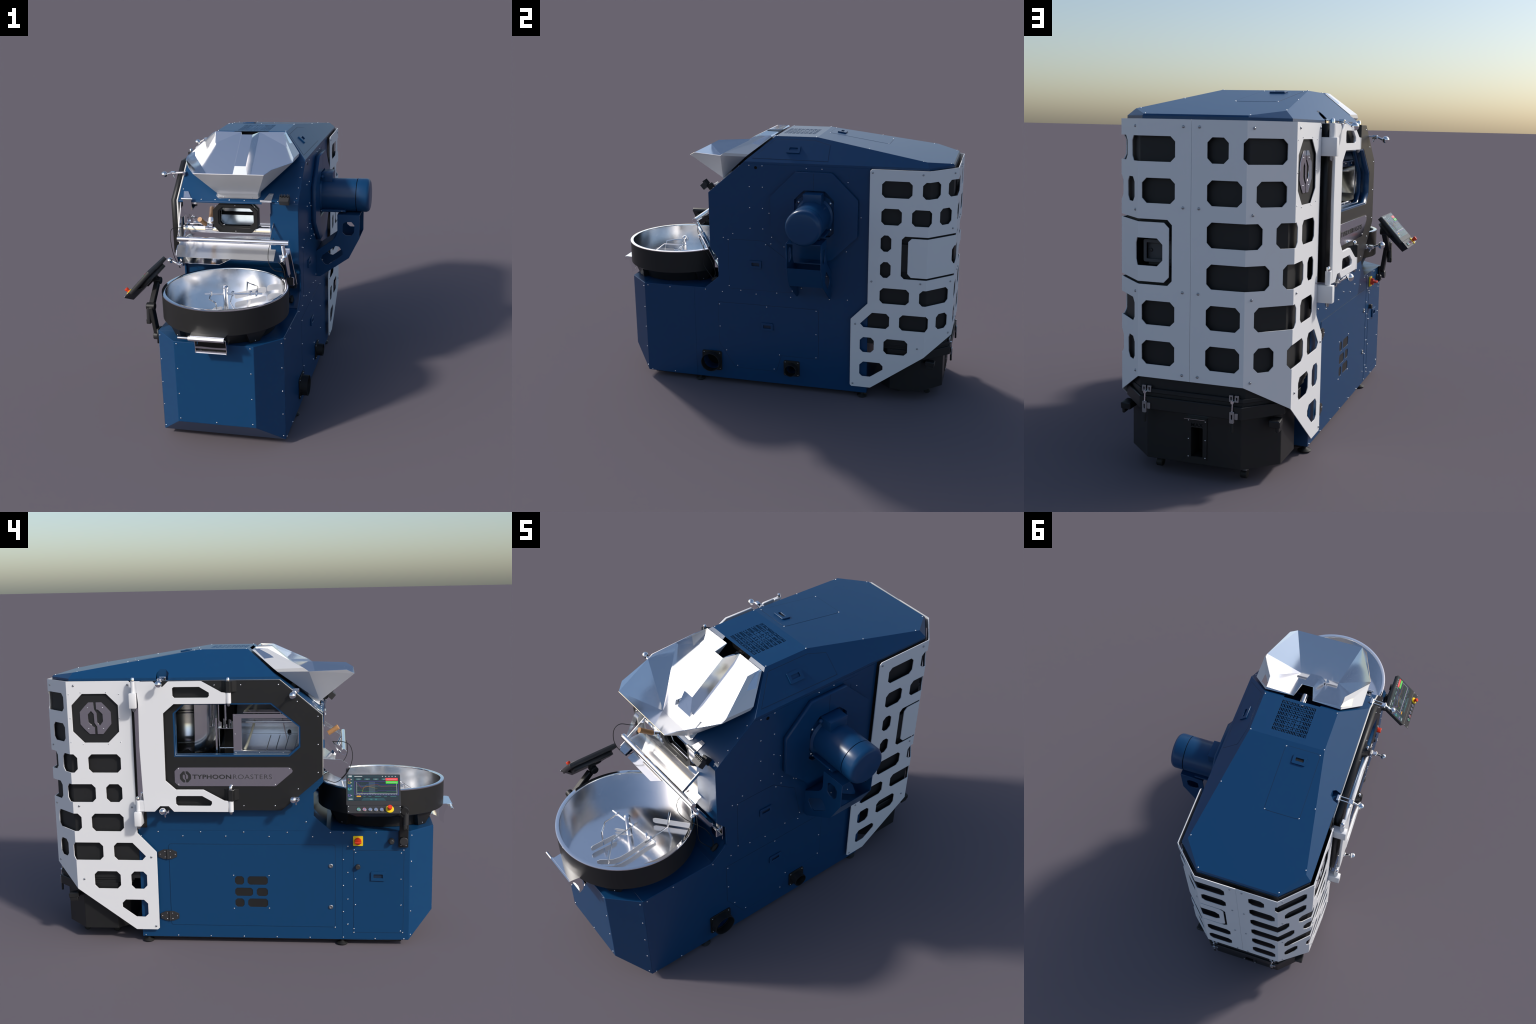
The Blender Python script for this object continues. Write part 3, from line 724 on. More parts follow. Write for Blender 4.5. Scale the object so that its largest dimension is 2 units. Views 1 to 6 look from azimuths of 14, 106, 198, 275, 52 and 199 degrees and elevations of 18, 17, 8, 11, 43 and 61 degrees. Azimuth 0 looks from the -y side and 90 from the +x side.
fasten(SMALL, [(-.337, y, z) for y, z in ((.061, 1.132), (-.053, 1.132), (-.165, 1.132), (.060, 1.042), (.058, .951), (-.055, .951), (-.168, .951))], (-1, 0, 0), DR)
cyl("drum_shaft", (-.24, .06, 1.086), (-.24, -.30, 1.086), .006, STEEL, DR, 12)
box("upper_ledge", -.325, -.25, -.245, .02, 1.141, 1.147, STEEL, DR, .001)
tube("rope_seal", [(-.225, .028, .950), (-.205, .012, .985), (-.185, -.004, 1.03), (-.165, -.02, 1.085)], .005, ROPE, DR, 8, curve=True)
tube("rope_seal", [(-.30, .015, 1.145), (-.18, -.02, 1.18), (-.06, -.06, 1.24)], .006, ROPE, DR, 8, curve=True)
for i in range(4):
    y = -.10 - .045 * i
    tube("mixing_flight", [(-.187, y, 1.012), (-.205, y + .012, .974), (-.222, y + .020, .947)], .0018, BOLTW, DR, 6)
cyl("seam_wire", (-.182, .06, 1.019), (-.182, -.29, 1.019), .0012, BOLTW, DR, 6)

# ------------------------------------------------------------------ drum front with discharge gate
FP = empty("drum_front", ROOT)
YF = -.310
plate("front_plate", [(-.352, .985), (.150, .985), (.150, 1.124), (-.352, 1.124)], [oct_rect(-.146, .030, 1.000, 1.100, .02)], .004, lambda u, v, w: (u, YF - w, v), STEEL, FP)
plate("sight_frame", oct_rect(-.182, .053, .969, 1.120, .032), [oct_rect(-.156, .036, .994, 1.104, .022)], .030, lambda u, v, w: (u, YF - .004 - w, v), BLACK, FP)
plate("sight_frame_lip", oct_rect(-.170, .052, .982, 1.116, .026), [oct_rect(-.148, .032, 1.003, 1.098, .019)], .006, lambda u, v, w: (u, YF - .020 - w, v), BLACK, FP)
prism("sight_reflector", [(-.150, 1.125), (-.187, .962), (-.184, .962), (-.147, 1.125)], "x", -.200, .085, INNER, FP)  # sheet added behind the sight window, tilted to reflect the sky
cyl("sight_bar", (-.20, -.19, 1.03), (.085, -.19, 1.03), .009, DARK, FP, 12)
fasten(SMALL, [(x, YF - .034, z) for x, z in ((-.166, 1.110), (-.062, 1.114), (.041, 1.110), (-.166, .982), (.041, .982), (-.062, .977))], (0, -1, 0), FP)
# trough: the plate runs down behind the bar and curls forward into the discharge lip
trough = [(-.312, 1.002), (-.324, .999), (-.333, .994), (-.3365, .986), (-.337, .95), (-.337, .915), (-.345, .898), (-.362, .884), (-.413, .845)]
sweep_sheet("discharge_trough", trough[:6], -.350, .150, .002, STEEL, FP)
sweep_sheet("discharge_ramp", [(-.338, .914)] + trough[6:], -.350, .150, .002, TROUGH, FP)
bm = bmesh.new()
lip = [bm.verts.new((x, y, z)) for x, y, z in ((-.335, -.413, .845), (-.079, -.413, .845), (-.130, -.452, .827), (-.335, -.452, .827))]
bm.faces.new(lip); ret = bmesh.ops.extrude_face_region(bm, geom=bm.faces[:])
bmesh.ops.translate(bm, verts=[v for v in ret["geom"] if isinstance(v, bmesh.types.BMVert)], vec=(0, .0008, -.002))
from_bm("discharge_lip", bm, STEEL, FP)
cyl("gate_bar", (-.346, -.455, .957), (.240, -.455, .960), .0135, CHROME, FP, 24, .001)
cheek = [(-.310, .93), (-.345, .925), (-.444, .92), (-.473, .902), (-.482, .876), (-.452, .827), (-.413, .843), (-.374, .867), (-.335, .910)]
prism("trough_cheek", cheek, 'x', -.351, -.348, STEEL, FP)
prism("side_flange", [(-.312, 1.125), (-.345, 1.125), (-.358, 1.093), (-.436, .942), (-.43, .935), (-.345, 1.04), (-.312, 1.04)], 'x', -.355, -.352, STEEL, FP)
for x in (-.315, .140):
    prism("bar_bracket", [(-.452, .968), (-.447, .952), (-.345, 1.022), (-.342, 1.035), (-.350, 1.038)], 'x', x, x + .003, STEEL, FP)
    cyl("bracket_pin", (x - .006, -.348, 1.028), (x + .012, -.348, 1.028), .004, STEEL, FP, 10)
for xs in ((-.335, -.29), (.085, .130)):
    H = empty("lid_hinge", ROOT)
    xc = sum(xs) / 2
    cyl("hinge_knuckle", (xs[0] - .008, -.366, 1.148), (xs[1] + .008, -.366, 1.148), .0065, CHROME, H, 16, .001)
    tip = (xs[0] + .004 if xc < 0 else xs[1] - .004)
    slant_plate("hinge_leaf", [(xs[0], .004), (xs[1], .004), (tip + .012, .058), (tip - .012, .058)], [], .003, .001, STEEL, H)
    prism("hinge_leaf", [(xs[0], 1.145), (xs[1], 1.145), (xs[1], 1.085), (xs[1] - .012, 1.07), (xs[0] + .012, 1.07), (xs[0], 1.085)], "y", YF - .056, YF - .052, STEEL, H)
    obox("hinge_arm", (xc, YF - .050, 1.09), (xc, YF - .004, 1.075), .03, .006, STEEL, H)
    fasten(SMALL, [slant(tip, .048, .004), slant(xs[0] + .008, .012, .004), slant(xs[1] - .008, .012, .004)], sl, H)
# wooden sampler handle
SM = empty("bean_sampler", ROOT)
wd = Vector((-.009, -.059, .040)).normalized()
lathe("sampler_handle", Vector((-.219, -.366, 1.016)), wd, [(.010, 0), (.0125, .006), (.0115, .03), (.0120, .06), (.013, .074), (.0125, .0765), (0, .0765)], WOOD, SM, 24)
cyl("sampler_socket", (-.208, -.312, .990), Vector((-.219, -.366, 1.016)), .014, CHROME, SM, 16, .002)
box("sampler_block", -.232, -.188, -.340, -.312, .972, 1.006, CHROME, SM, .004)
box("sampler_block", -.213, -.184, -.352, -.312, .985, 1.014, CHROME, SM, .004)
# actuator strut on the right of the gate
ST = empty("gate_strut", ROOT)
cyl("strut_tube", (.209, -.452, .945), (.209, -.405, .845), .010, CHROME, ST, 20, .001)
cyl("strut_cylinder", (.209, -.425, .885), (.209, -.355, .760), .0165, STEEL, ST, 20, .003)
ball("strut_knob", (.203, -.440, .862), .011, CHROME, ST, 16)
obox("strut_arm", (.222, -.440, .925), (.232, -.315, .690), .006, .040, STEEL, ST, (1, 0, 0), .002)
obox("strut_arm", (.196, -.420, .880), (.203, -.330, .715), .006, .034, STEEL, ST, (1, 0, 0), .002)
plate("strut_bracket", round_rect(.205, .250, .668, .760, .005), [round_rect(.232, .243, .735, .748, .004)], .006, lambda u, v, w: (u, -.320 + w - .0, v), STEEL, ST)
box("strut_clevis", .200, .240, -.345, -.312, .690, .740, STEEL, ST, .003)
# terminal block on the slanted face
TB = empty("terminal_block", ROOT)
obox("terminal_base", (.184, -.395, 1.160), (.234, -.395, 1.160), .030, .034, PLAST, TB, (0, -.647, .762), .001)
obox("terminal_foot", (.195, -.357, 1.150), (.222, -.357, 1.150), .030, .045, BLACK, TB, (0, -.647, .762), .001)
for i in range(7):
    x = .187 + i * .0075
    obox("terminal_fin", (x, -.388, 1.178), (x + .003, -.388, 1.178), .012 + .006 * (i % 2), .030, PLAST, TB, (0, -.647, .762))
# wiring
CB = empty("cables", ROOT)
tube("cable", [(.155, -.42, .97), (.140, -.47, .93), (.138, -.475, .86), (.16, -.45, .81), (.20, -.42, .79), (.215, -.38, .74), (.215, -.35, .66), (.226, -.357, .62)], .0018, RUBBER, CB, 6, curve=True)
tube("cable", [(.17, -.40, .84), (.205, -.42, .80), (.212, -.42, .70), (.225, -.37, .63), (.226, -.357, .615)], .0016, RUBBER, CB, 6, curve=True)
tube("cable", [(-.30, -.37, 1.02), (-.335, -.405, 1.005), (-.37, -.45, 1.01), (-.372, -.485, .99), (-.366, -.495, .93), (-.362, -.47, .86), (-.362, -.42, .815), (-.368, -.365, .83)], .0018, RUBBER, CB, 6, curve=True)
lathe("cable_plug", (.226, -.357, .612), (0, .5, .35), [(.009, -.01), (.012, 0), (.012, .014), (.007, .03)], RUBBER, CB, 16)

# ------------------------------------------------------------------ cooling tray
TR = empty("cooling_tray", ROOT)
tc = (-.046, -.6415); RT, ZR = .3135, .774
FLOOR = .655
seg = 96
lathe("tray_wall", (tc[0], tc[1], 0), (0, 0, 1), [(RT - .016, .645), (RT - .003, .645), (RT, .648), (RT, ZR - .001), (RT - .001, ZR - .0004), (RT - .010, ZR - .0004), (RT - .012, .72), (RT - .012, .645)], BLACK, TR, seg, 30, caps=False)
lathe("tray_rim", (tc[0], tc[1], 0), (0, 0, 1), [(RT + .0004, ZR - .004), (RT + .0004, ZR), (RT - .004, ZR + .0012), (RT - .016, ZR + .0008), (RT - .0175, ZR - .002), (RT - .0175, ZR - .006)], CHROME, TR, seg, 50, caps=False)
lathe("tray_liner", (tc[0], tc[1], 0), (0, 0, 1), [(RT - .0165, ZR), (RT - .0170, FLOOR)], BOWL, TR, seg, 40, caps=False)
lathe("tray_floor", (tc[0], tc[1], 0), (0, 0, 1), [(RT - .0165, FLOOR), (0, FLOOR)], MESHF, TR, seg, 40, caps=False)
lathe("tray_underside", (tc[0], tc[1], 0), (0, 0, 1), [(RT - .010, .6445), (.268, .632), (.252, .600), (.246, .579)], BLACK, TR, seg, 40, caps=False)
for t in (45, 135, 225, 315):
    ca, sa = math.cos(math.radians(t)), math.sin(math.radians(t))
    def lp(r, s_, z): return (tc[0] + r * ca - s_ * sa, tc[1] + r * sa + s_ * ca, z)
    bm = bmesh.new()
    o = [bm.verts.new(lp(.292, s_, .645)) for s_ in (-.058, .058)] + [bm.verts.new(lp(.272, s_, .5785)) for s_ in (.026, -.026)]
    i_ = [bm.verts.new(lp(.235, s_, .645)) for s_ in (-.058, .058)] + [bm.verts.new(lp(.235, s_, .5785)) for s_ in (.026, -.026)]
    bm.faces.new(o); bm.faces.new(i_[::-1])
    for j in range(4): bm.faces.new((o[j], i_[j], i_[(j + 1) % 4], o[(j + 1) % 4]))
    from_bm("tray_bracket", bm, BLACK, TR)
    fasten(SMALL, [lp(.275, 0, .588)], (ca, sa, -.2), TR)
# agitator: a clamped cross arm with three cranked rods, each carrying a paddle
AG = empty("agitator", ROOT)
az = .737
pc = (-.050, -.632)
lathe("agitator_post", (pc[0], pc[1], FLOOR), (0, 0, 1), [(.0135, 0), (.0125, .002), (.0125, .108), (.015, .112), (.015, .120), (.009, .127), (0, .128)], CHROME, AG, 24)
a0, a1 = Vector((-.152, -.6505, az)), Vector((.132, -.600, az))
cyl("agitator_arm", a0, a1, .0052, STEEL, AG, 12, .001)
for p in (a0.lerp(a1, .11), a0.lerp(a1, .49), a0.lerp(a1, .80), a0.lerp(a1, .90)):
    cyl("arm_clamp", p - Vector((0, 0, .009)), p + Vector((0, 0, .014)), .008, CHROME, AG, 12, .003)
tube("paddle_rod", [(-.121, -.640, az), (-.119, -.655, az), (-.108, -.718, az), (-.065, -.758, az), (-.054, -.766, .69), (-.054, -.766, .665)], .0032, STEEL, AG, 8)
tube("paddle_rod", [(-.018, -.600, az), (-.012, -.635, az), (.006, -.745, az), (.060, -.803, .690), (.062, -.805, .665)], .0032, STEEL, AG, 8)
tube("paddle_rod", [(.109, -.640, az), (.104, -.605, az), (.087, -.507, az), (.018, -.450, az), (.016, -.462, .69), (.016, -.462, .665)], .0034, STEEL, AG, 8)
def paddle(pts, z0, z1):
    vs, fs = [], []
    m_ = len(pts)
    for i, (x, y) in enumerate(pts):
        e = .007 if i in (0, m_ - 1) else 0
        vs += [(x, y, z0 + e), (x, y, z1 - e)]
    for i in range(m_ - 1): fs.append((2 * i, 2 * i + 2, 2 * i + 3, 2 * i + 1))
    shell("agitator_paddle", vs, fs, .002, OUTER, AG, 40)
paddle([(-.038, -.510), (-.030, -.503), (.016, -.463), (.094, -.395), (.101, -.388)], .664, .696)
paddle([(-.053, -.828), (-.053, -.820), (-.054, -.766), (-.054, -.708), (-.054, -.700)], .664, .694)
paddle([(.030, -.845), (.038, -.832), (.056, -.808), (.071, -.785), (.077, -.755), (.074, -.700), (.060, -.615), (.058, -.560)], .662, .692)
paddle([(-.108, -.676), (-.100, -.669), (-.07, -.645), (-.064, -.640)], .658, .674)
# sliding gate handle at the front of the tray
TG = empty("tray_gate", ROOT)
cyl("gate_handle", (-.188, -.986, .643), (-.130, -.986, .643), .0062, CHROME, TG, 16, .001)
lathe("gate_roller", (-.136, -.986, .643), (1, 0, 0), [(.0125, 0), (.0125, .174)], STEEL, TG, 6, 10)
prism("gate_plate", [(-.135, -.93), (.045, -.935), (.038, -.985), (-.128, -.985)], 'z', .653, .6555, STEEL, TG)
sweep_sheet("gate_spout", [(-.85, .604), (-.88, .602), (-.91, .592), (-.932, .577), (-.951, .555)], -.115, .037, .002, STEEL, TG)
for x in (-.1165, .0355): prism("spout_cheek", [(-.984, .650), (-.945, .653), (-.930, .628), (-.926, .605), (-.928, .585), (-.936, .566), (-.951, .554), (-.956, .556), (-.952, .575), (-.955, .60), (-.966, .63)], 'x', x, x + .0022, STEEL, TG)

# ------------------------------------------------------------------ control screen on its arm
CS = empty("control_panel", ROOT)
vo = Vector((-.561, -.4655, .714)); vd = Vector((.138, 0, .150)).normalized(); nd = Vector((-vd.z, 0, vd.x)); ud = Vector((0, -1, 0))
W_, H_ = .2465, .204
def scr(u, v, w): return tuple(vo + ud * u + vd * v + nd * w)
def spx(px_, py_): return ((px_ - 292) / (1722 - 292) * W_, (1240 - py_) / (1240 - 245) * H_)
def ui(name, x0, y0, x1, y1, w0, mat, th=.0006, r=0.0):
    u0, v1 = spx(x0, y0); u1, v0 = spx(x1, y1)
    o = round_rect(u0, u1, v0, v1, r) if r else [(u0, v0), (u1, v0), (u1, v1), (u0, v1)]
    return plate(name, o, [], th, lambda u, v, w: scr(u, v, w0 + w), mat, CS)
plate("monitor_case", round_rect(0, W_, .043, H_, .003), [], .022, lambda u, v, w: scr(u, v, w - .022), PLAST, CS)
plate("monitor_back", [(.02, .10), (W_ - .02, .10), (W_ - .02, .17), (W_ - .035, .185), (.035, .185), (.02, .17)], [], .022, lambda u, v, w: scr(u, v, w - .043), PLAST, CS)
bx = [(.004, 0), (W_ - .002, 0), (W_ - .002, .041), (.004, .041)]
bm = bmesh.new()
top = [bm.verts.new(scr(u, v, 0)) for u, v in bx]
low = [bm.verts.new(scr(u, v, -.042)) for u, v in ((.045, .006), (W_ - .045, .006), (W_ - .02, .12), (.02, .12))]
bm.faces.new(top); bm.faces.new(low[::-1])
for i in range(4): bm.faces.new((top[i], low[i], low[(i + 1) % 4], top[(i + 1) % 4]))
bmesh.ops.recalc_face_normals(bm, faces=bm.faces); bevel_bm(bm, .001)
from_bm("button_box", bm, PLAST, CS)
def um(n, c, ro=.3): return plain("ui_" + n, c, ro, spec=.5)
u_bg = um("glass", (.026, .040, .047), .18); u_bar = um("bar", (.028, .072, .085)); u_top = um("top", (.025, .050, .060)); u_box = um("field", (.050, .165, .165))
u_txt = um("white", (.42, .45, .45)); u_red = um("red", (.90, .060, .060)); u_grn = um("green", (.075, .63, .045)); u_org = um("orange", (.72, .36, .030)); u_pur = um("purple", (.075, .055, .27))
u_blu = um("blue", (.022, .06, .34)); u_lred = um("line_red", (.30, .05, .05)); u_yel = um("yellow", (.36, .27, .03)); u_lgr = um("line_green", (.03, .22, .07)); u_teal = um("teal", (.05, .45, .43)); u_shade = um("shade", (.050, .075, .088))
ui("display_glass", 325, 265, 1690, 925, 0, u_bg, .0008)
ui("ui_sidebar", 325, 265, 490, 922, .0008, u_bar, .0003)
ui("ui_header", 490, 268, 1685, 325, .0008, u_top, .0003)
ui("ui_logo", 352, 275, 442, 316, .0011, u_txt, .0003)
ui("ui_title", 508, 288, 720, 308, .0011, u_txt, .0003)
for x in (1258, 1342, 1430, 1513, 1600): ui("ui_icon", x - 14, 288, x + 14, 310, .0011, u_txt, .0003)
for x in (548, 776, 1006, 1235): 
    ui("ui_field", x, 355, x + 145, 384, .0008, u_box, .0004); ui("ui_field_text", x + 40, 364, x + 105, 375, .0012, u_txt, .0002)
ui("ui_alert_button", 1337, 340, 1660, 408, .0012, u_red, .0005, .001); ui("ui_confirm_button", 1340, 420, 1662, 487, .0012, u_grn, .0005, .001)
ui("ui_alert_text", 1365, 368, 1630, 378, .0017, u_txt, .0002); ui("ui_confirm_text", 1365, 447, 1635, 457, .0017, u_txt, .0002)
for x0, y0, x1, y1 in ((512, 418, 1672, 427), (512, 772, 1672, 781), (512, 418, 522, 781), (1662, 418, 1672, 781)): ui("ui_chart_border", x0, y0, x1, y1, .0008, u_pur, .0003)
for x0, y0, x1, y1 in ((566, 445, 575, 760), (1622, 485, 1632, 760), (566, 743, 1632, 755)): ui("ui_axis", x0, y0, x1, y1, .0009, u_txt, .0003)
for i in range(16): ui("ui_tick", 570 + i * 70 - 6, 752, 570 + i * 70 + 6, 766, .0009, u_txt, .0002)
ui("ui_phase_band", 890, 440, 1055, 743, .0008, u_shade, .0002)
ui("ui_target_band", 575, 535, 1622, 562, .00085, u_shade, .0002)
def line(mat, pts, t=6):
    for (xa, ya), (xb, yb) in zip(pts, pts[1:]):
        ua, va = spx(xa, ya); ub, vb = spx(xb, yb)
        d = Vector((ub - ua, vb - va)); nn = Vector((-d.y, d.x)).normalized() * t * .5 * W_ / 1430
        plate("ui_curve", [(ua + nn.x, va + nn.y), (ua - nn.x, va - nn.y), (ub - nn.x, vb - nn.y), (ub + nn.x, vb + nn.y)], [], .0003, lambda u, v, w: scr(u, v, .0012 + w), mat, CS)
line(u_blu, [(575, 460), (625, 490), (690, 580), (760, 560), (840, 515), (940, 482), (1050, 475), (1130, 490), (1250, 515), (1620, 518)])
line(u_lred, [(575, 485), (620, 515), (695, 607), (800, 580), (940, 545), (1050, 518), (1120, 505), (1220, 565), (1430, 545), (1620, 562)])
line(u_yel, [(700, 740), (730, 650), (755, 585), (820, 555), (960, 575), (1060, 605), (1115, 607)])
line(u_lgr, [(580, 660), (725, 660), (740, 688), (985, 690), (1000, 710), (1350, 710), (1360, 697), (1620, 697)])
line(u_pur, [(580, 712), (890, 712), (900, 685), (1115, 685), (1120, 672), (1620, 672)])
for x in (688, 788): line(u_shade, [(x, 440), (x, 742)], 3)
line(u_shade, [(575, 607), (1620, 607)], 3)
ui("ui_active_tab", 562, 797, 678, 829, .0008, u_org, .0004, .0008)
for x0, x1 in ((742, 798), (880, 950), (1042, 1205), (1288, 1360), (1450, 1605)): ui("ui_tab_text", x0, 808, x1, 822, .0008, u_box, .0003)
plate("ui_dock", [spx(685, 922), spx(1340, 922), spx(1280, 856), spx(740, 856)], [], .0003, lambda u, v, w: scr(u, v, .0008 + w), u_bar, CS)
ui("ui_dock_icon", 920, 872, 978, 910, .0011, u_box, .0003, .002); ui("ui_dock_icon", 1045, 872, 1098, 910, .0011, u_box, .0003, .002)
for cy_, m_ in ((380, u_lred), (462, u_yel), (545, u_blu), (625, u_teal), (790, um("violet", (.16, .07, .36)))):
    uc, vc = spx(372, cy_); pts = [(uc + .0058 * math.cos(math.radians(t)), vc + .0058 * math.sin(math.radians(t))) for t in range(-250, 71, 40)]
    for p, q in zip(pts, pts[1:]):
        d = Vector((q[0] - p[0], q[1] - p[1])); nn = Vector((-d.y, d.x)).normalized() * .0013
        plate("ui_gauge", [(p[0] + nn.x, p[1] + nn.y), (p[0] - nn.x, p[1] - nn.y), (q[0] - nn.x, q[1] - nn.y), (q[0] + nn.x, q[1] + nn.y)], [], .0003, lambda u, v, w: scr(u, v, .0011 + w), m_, CS)
    ui("ui_gauge_text", 408, cy_ - 8, 445, cy_ + 8, .0011, u_txt, .0002)
ui("ui_clock", 355, 875, 458, 900, .0011, u_txt, .0003)
B0 = lambda px_, py_: Vector(scr(*spx(px_, py_), 0))
for i, x in enumerate((612, 762, 914, 1062, 1212)):
    lathe("push_button", B0(x, 1150), nd, [(.0088, 0), (.0088, .004), (.0075, .0052), (0, .0052)], CHROME, CS, 20)
    if i < 2:
        lathe("button_light_ring", B0(x, 1150) + nd * .0052, nd, [(.0070, 0), (.0070, .0006), (.0056, .0006), (.0056, 0)], um("ring_g", (.06, .55, .22)) if i == 0 else um("ring_r", (.7, .15, .18)), CS, 20, caps=False)
lathe("emergency_collar", B0(1422, 1138), nd, [(.0185, 0), (.0185, .0035), (.017, .005), (0, .005)], YELLOW, CS, 32)
lathe("emergency_button", B0(1422, 1138) + nd * .005, nd, [(.008, 0), (.008, .009), (.0105, .011), (.0105, .019), (.009, .021), (0, .021)], RED, CS, 24)
for x, y in ((347, 1068), (347, 1200), (1690, 1070), (1697, 1207)): fasten(SMALL, [B0(x, y)], nd, CS)
# arm
AR = empty("screen_arm", ROOT)
plate("arm_wall_plate", [(-.7135, .501), (-.759, .501), (-.759, .577), (-.7135, .577)], [], .012, fl(.001), BLACK, AR)
fasten(SMALL, [(XL - .013, y, z) for y, z in ((-.725, .567), (-.748, .567), (-.725, .511), (-.748, .511))], (-1, 0, 0), AR)
obox("lower_arm", (-.385, -.737, .555), (-.403, -.738, .690), .042, .020, BLACK, AR, (1, 0, 0), .003)
cyl("arm_pivot", (-.366, -.737, .535), (-.400, -.737, .535), .020, PLAST, AR, 24, .002)
cyl("gas_spring", (-.420, -.742, .605), (-.416, -.744, .685), .0125, PLAST, AR, 20, .002)
obox("gas_spring_end", (-.420, -.742, .600), (-.420, -.742, .625), .022, .022, BLACK, AR, (1, 0, 0), .002)
obox("upper_arm", (-.409, -.742, .665), (-.412, -.618, .770), .030, .026, BLACK, AR, (1, 0, 0), .003)
cyl("elbow_joint", (-.385, -.737, .690), (-.428, -.737, .690), .019, BLACK, AR, 24, .002)
cyl("wrist_joint", (-.395, -.60, .778), (-.432, -.60, .778), .019, BLACK, AR, 24, .002)
obox("wrist_link", (-.414, -.60, .778), (-.445, -.595, .800), .030, .030, BLACK, AR, (0, 1, 0), .003)
obox("mount_plate", scr(.10, .10, -.050), scr(.10, .10, -.042), .05, .05, BLACK, AR, (0, 1, 0), .002)

# ------------------------------------------------------------------ drum motor with shroud and bracket
MO = empty("drum_motor", ROOT)
yo, zo, h8, c8 = .2445, 1.0355, .2385, .1395
octo = [(yo - h8 + c8, zo - h8), (yo + h8 - c8, zo - h8), (yo + h8, zo - h8 + c8), (yo + h8, zo + h8 - c8), (yo + h8 - c8, zo + h8), (yo - h8 + c8, zo + h8), (yo - h8, zo + h8 - c8), (yo - h8, zo - h8 + c8)]
opening = [(.191, 1.177), (.306, 1.177), (.355, 1.128), (.355, .95), (.33, .925), (.165, .925), (.139, .95), (.139, 1.125)]
plate("motor_shroud", octo, [opening], .026, fr(.001), BLUE, MO)
box("shroud_seam", XR + .0265, XR + .0272, .2435, .2455, 1.178, 1.272, SEAM, MO)
plate("shroud_well", octo, [], .001, fr(.0012), BLUE, MO)
my, mz, mr = .247, 1.037, .0935
cyl("motor_flange", (XR + .002, my, mz), (XR + .012, my, mz), .125, BLUE, MO, 48, .001)
for t in (40, 140, 220, 320):
    lathe("flange_bolt", (XR + .012, my + .112 * math.cos(math.radians(t)), mz + .112 * math.sin(math.radians(t))), (1, 0, 0), [(.007, 0), (.007, .005), (.003, .008), (0, .008)], BOLT, MO, 12)
lathe("motor_can", (XR + .010, my, mz), (1, 0, 0), [(.105, 0), (.105, .012), (mr, .022), (mr, .212)], BLUE, MO, 64, 30)
lathe("motor_gap_core", (XR + .215, my, mz), (1, 0, 0), [(mr - .003, 0), (mr - .003, .016)], VOID, MO, 64)  # solid dark core standing in for the depth of the motor seam
lathe("motor_fan_cover", (XR + .226, my, mz), (1, 0, 0), [(mr, 0), (mr + .001, .001), (mr + .001, .050), (mr - .003, .060), (mr - .010, .067), (mr - .02, .070), (0, .0705)], BLUE, MO, 64, 40)
box("terminal_box", XR + .012, .359, .202, .301, 1.105, 1.1705, BLUE, MO, .003, 2)
ball("cable_entry", (.300, .197, 1.150), .012, BLUE, MO, 16)
box("motor_foot", .300, .436, .160, .335, .958, .969, BLUE, MO, .001)
box("motor_foot_rib", .30, .436, .185, .31, .949, .960, BLUE, MO, .001)
fasten(SMALL, [(.417, .1595, .963), (.300, .1595, .963)], (0, -1, .3), MO)
BR = empty("motor_bracket", ROOT)
bo = [(.393, .944), (.518, .944), (.517, .809), (.458, .692), (.293, .575), (.2725, .575), (.2725, .728), (.368, .797), (.386, .820), (.393, .842)]
bh = [[(.441, .904), (.472, .905), (.489, .885), (.487, .844), (.472, .825), (.439, .826), (.422, .841), (.423, .892)], [(.383, .761), (.402, .758), (.423, .729), (.422, .708), (.338, .646), (.320, .650), (.296, .681), (.306, .703)]]
for y in (.148, .332):
    plate("bracket_cheek", bo, bh, .005, lambda u, v, w, y=y: (u, y + w, v), BLUE, BR)
box("bracket_top", .393, .518, .153, .332, .940, .945, BLUE, BR)
nb_ = Vector((.117, 0, -.059)).normalized()
bm = bmesh.new()
q = [(.5165, .808), (.458, .6925)]
vv = [bm.verts.new((x - o * .004, y, z)) for o in (0, 1) for (x, z) in q for y in (.153, .332)]
for f_ in ((0, 1, 3, 2), (4, 6, 7, 5), (0, 2, 6, 4), (1, 5, 7, 3), (0, 4, 5, 1), (2, 3, 7, 6)): bm.faces.new([vv[i] for i in f_])
from_bm("bracket_apron", bm, BLUE, BR)
box("bracket_back", XR + .001, XR + .006, .153, .332, .60, .725, BLUE, BR)
prism("bracket_shelf", [(.2725, .722), (.368, .792), (.366, .797), (.2725, .728)], 'y', .153, .332, BLUE, BR)
fasten(SCR, [(XR + .006, .172, .62), (XR + .006, .315, .62), (XR + .006, .172, .70), (XR + .006, .315, .70)], (1, 0, 0), BR)

# ducts on the right skin
def duct(y, z, hf, r, ln):
    D = empty("air_duct", ROOT)
    plate("duct_flange", round_rect(y - hf, y + hf, z - hf, z + hf, .010), [[(y + (r - .0035) * math.cos(2 * math.pi * i / 40), z + (r - .0035) * math.sin(2 * math.pi * i / 40)) for i in range(40)]], .005, fr(.001), RUBBER, D)
    lathe("duct_pipe", (XR + .004, y, z), (1, 0, 0), [(r, 0), (r, ln), (r - .003, ln), (r - .003, .001)], RUBBER, D, 40, 30, caps=False)
    lathe("duct_dark_disc", (XR + .0065, y, z), (1, 0, 0), [(r - .004, -.07), (0, -.07)], VOID, D, 32, caps=False)  # dark disc added at the back of the bore for an unlit depth
    k_ = hf * .80
    fasten(SMALL, [(XR + .006, y + a * k_, z + b * k_) for a in (-1, 1) for b in (-1, 1)], (1, 0, 0), D)
duct(-.3645, .1345, .0595, .0555, .040)
duct(.1135, .131, .0465, .035, .038)

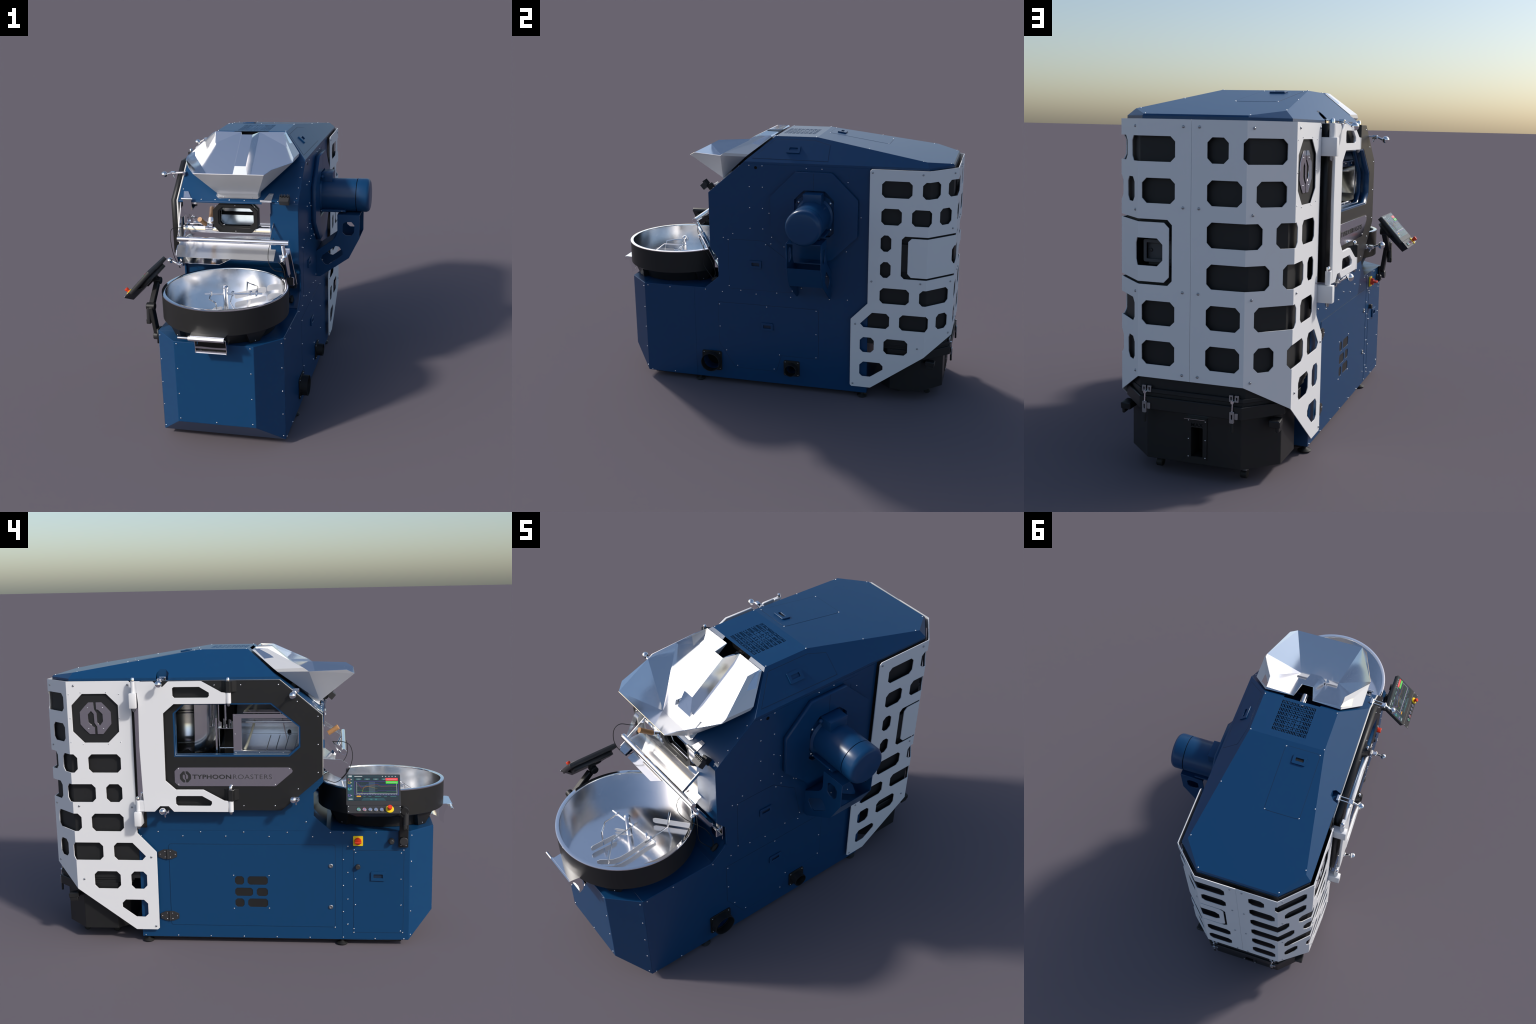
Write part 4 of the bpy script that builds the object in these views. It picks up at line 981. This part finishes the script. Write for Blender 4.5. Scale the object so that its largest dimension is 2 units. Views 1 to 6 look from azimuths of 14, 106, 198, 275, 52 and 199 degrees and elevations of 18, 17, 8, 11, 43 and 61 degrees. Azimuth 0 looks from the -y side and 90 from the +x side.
# ------------------------------------------------------------------ chaff bin
BN = empty("chaff_bin", ROOT)
def bring(hs, hr, hf, yf, y1, y2, yr): return [(CX - hf, yf), (CX + hf, yf), (CX + hs, y1), (CX + hs, y2), (CX + hr, yr), (CX - hr, yr), (CX - hs, y2), (CX - hs, y1)]
prism("bin_body", bring(.300, .185, .245, .615, .671, .837, .948), 'z', .060, .262, BLACK, BN, .002)
carve(bpy.data.objects["bin_body"], [box("window_cutter", -.0845, -.039, .87, .97, .089, .199, VOID, None)])
prism("bin_rim", bring(.318, .1975, .25, .60, .655, .855, .985), 'z', .258, .305, BLACK, BN, .002)
prism("bin_lid", bring(.305, .190, .25, .605, .66, .845, .968), 'z', .304, .322, DARK, BN, .001)
plate("window_plate", round_rect(-.101, -.021, .078, .236, .004), [round_rect(-.085, -.0385, .088, .200, .003)], .003, lambda u, v, w: (u, .949 + w, v), BLACK, BN)
box("slot_dark_back", -.084, -.0395, .872, .875, .090, .198, VOID, BN)  # black plate closing the cut slot, standing in for its dark depth
box("window_cap", -.101, -.020, .949, .975, .2365, .239, STEEL, BN, .0008)
text_mesh("bin_lettering", "MAX", .047, .013, (-.039, .952, .2035), (-1, 0, 0), (0, 0, 1), VOID, BN, .0006, .02, 1.1)
fasten(SMALL, [(x, .952, z) for x, z in ((-.029, .225), (-.095, .225), (-.029, .155), (-.095, .155), (-.029, .088), (-.095, .088))], (0, 1, 0), BN)
for x in (.127, -.213):
    LT = empty("toggle_latch", ROOT)
    for dx in (-.012, .009): plate("latch_keeper", round_rect(x + dx - .007, x + dx + .007, .322, .346, .002), [round_rect(x + dx - .003, x + dx + .003, .328, .340, .001)], .010, lambda u, v, w: (u, .972 + w, v), BOLTW, LT)
    cyl("latch_rod", (x + .001, .988, .322), (x + .001, .991, .285), .0028, CHROME, LT, 10)
    lathe("latch_eye", (x + .001, .982, .323), (0, 1, 0), [(.006, 0), (.006, .010), (0, .010)], CHROME, LT, 14)
    plate("latch_body", round_rect(x - .007, x + .009, .248, .290, .003), [round_rect(x - .002, x + .004, .262, .280, .002)], .010, lambda u, v, w: (u, .986 + w, v), BOLTW, LT)
    plate("latch_keeper", round_rect(x - .020, x - .008, .262, .284, .002), [], .006, lambda u, v, w: (u, .985 + w, v), BOLTW, LT)
    cyl("latch_grip", (x + .001, .989, .248), (x + .001, .990, .212), .0055, RUBBER, LT, 12, .002)
for sg in (-1, 1):
    H = empty("bin_handle", ROOT)
    obox("handle_lug", (CX + sg * .292, .862, .236), (CX + sg * .296, .912, .232), .042, .026, BLACK, H, (0, 0, 1), .003)
    obox("handle_lug", (CX + sg * .308, .866, .226), (CX + sg * .306, .908, .224), .012, .044, BLACK, H, (0, 0, 1), .003)
for x, y in ((CX - .17, .86), (CX + .17, .86), (CX - .18, .70), (CX + .18, .70)):
    K = empty("caster", ROOT)
    box("caster_fork", x - .012, x + .012, y - .010, y + .014, .018, .060, BOLTW, K, .003)
    cyl("caster_wheel", (x - .013, y + .006, .0165), (x + .013, y + .006, .0165), .0165, RUBBER, K, 24, .003)
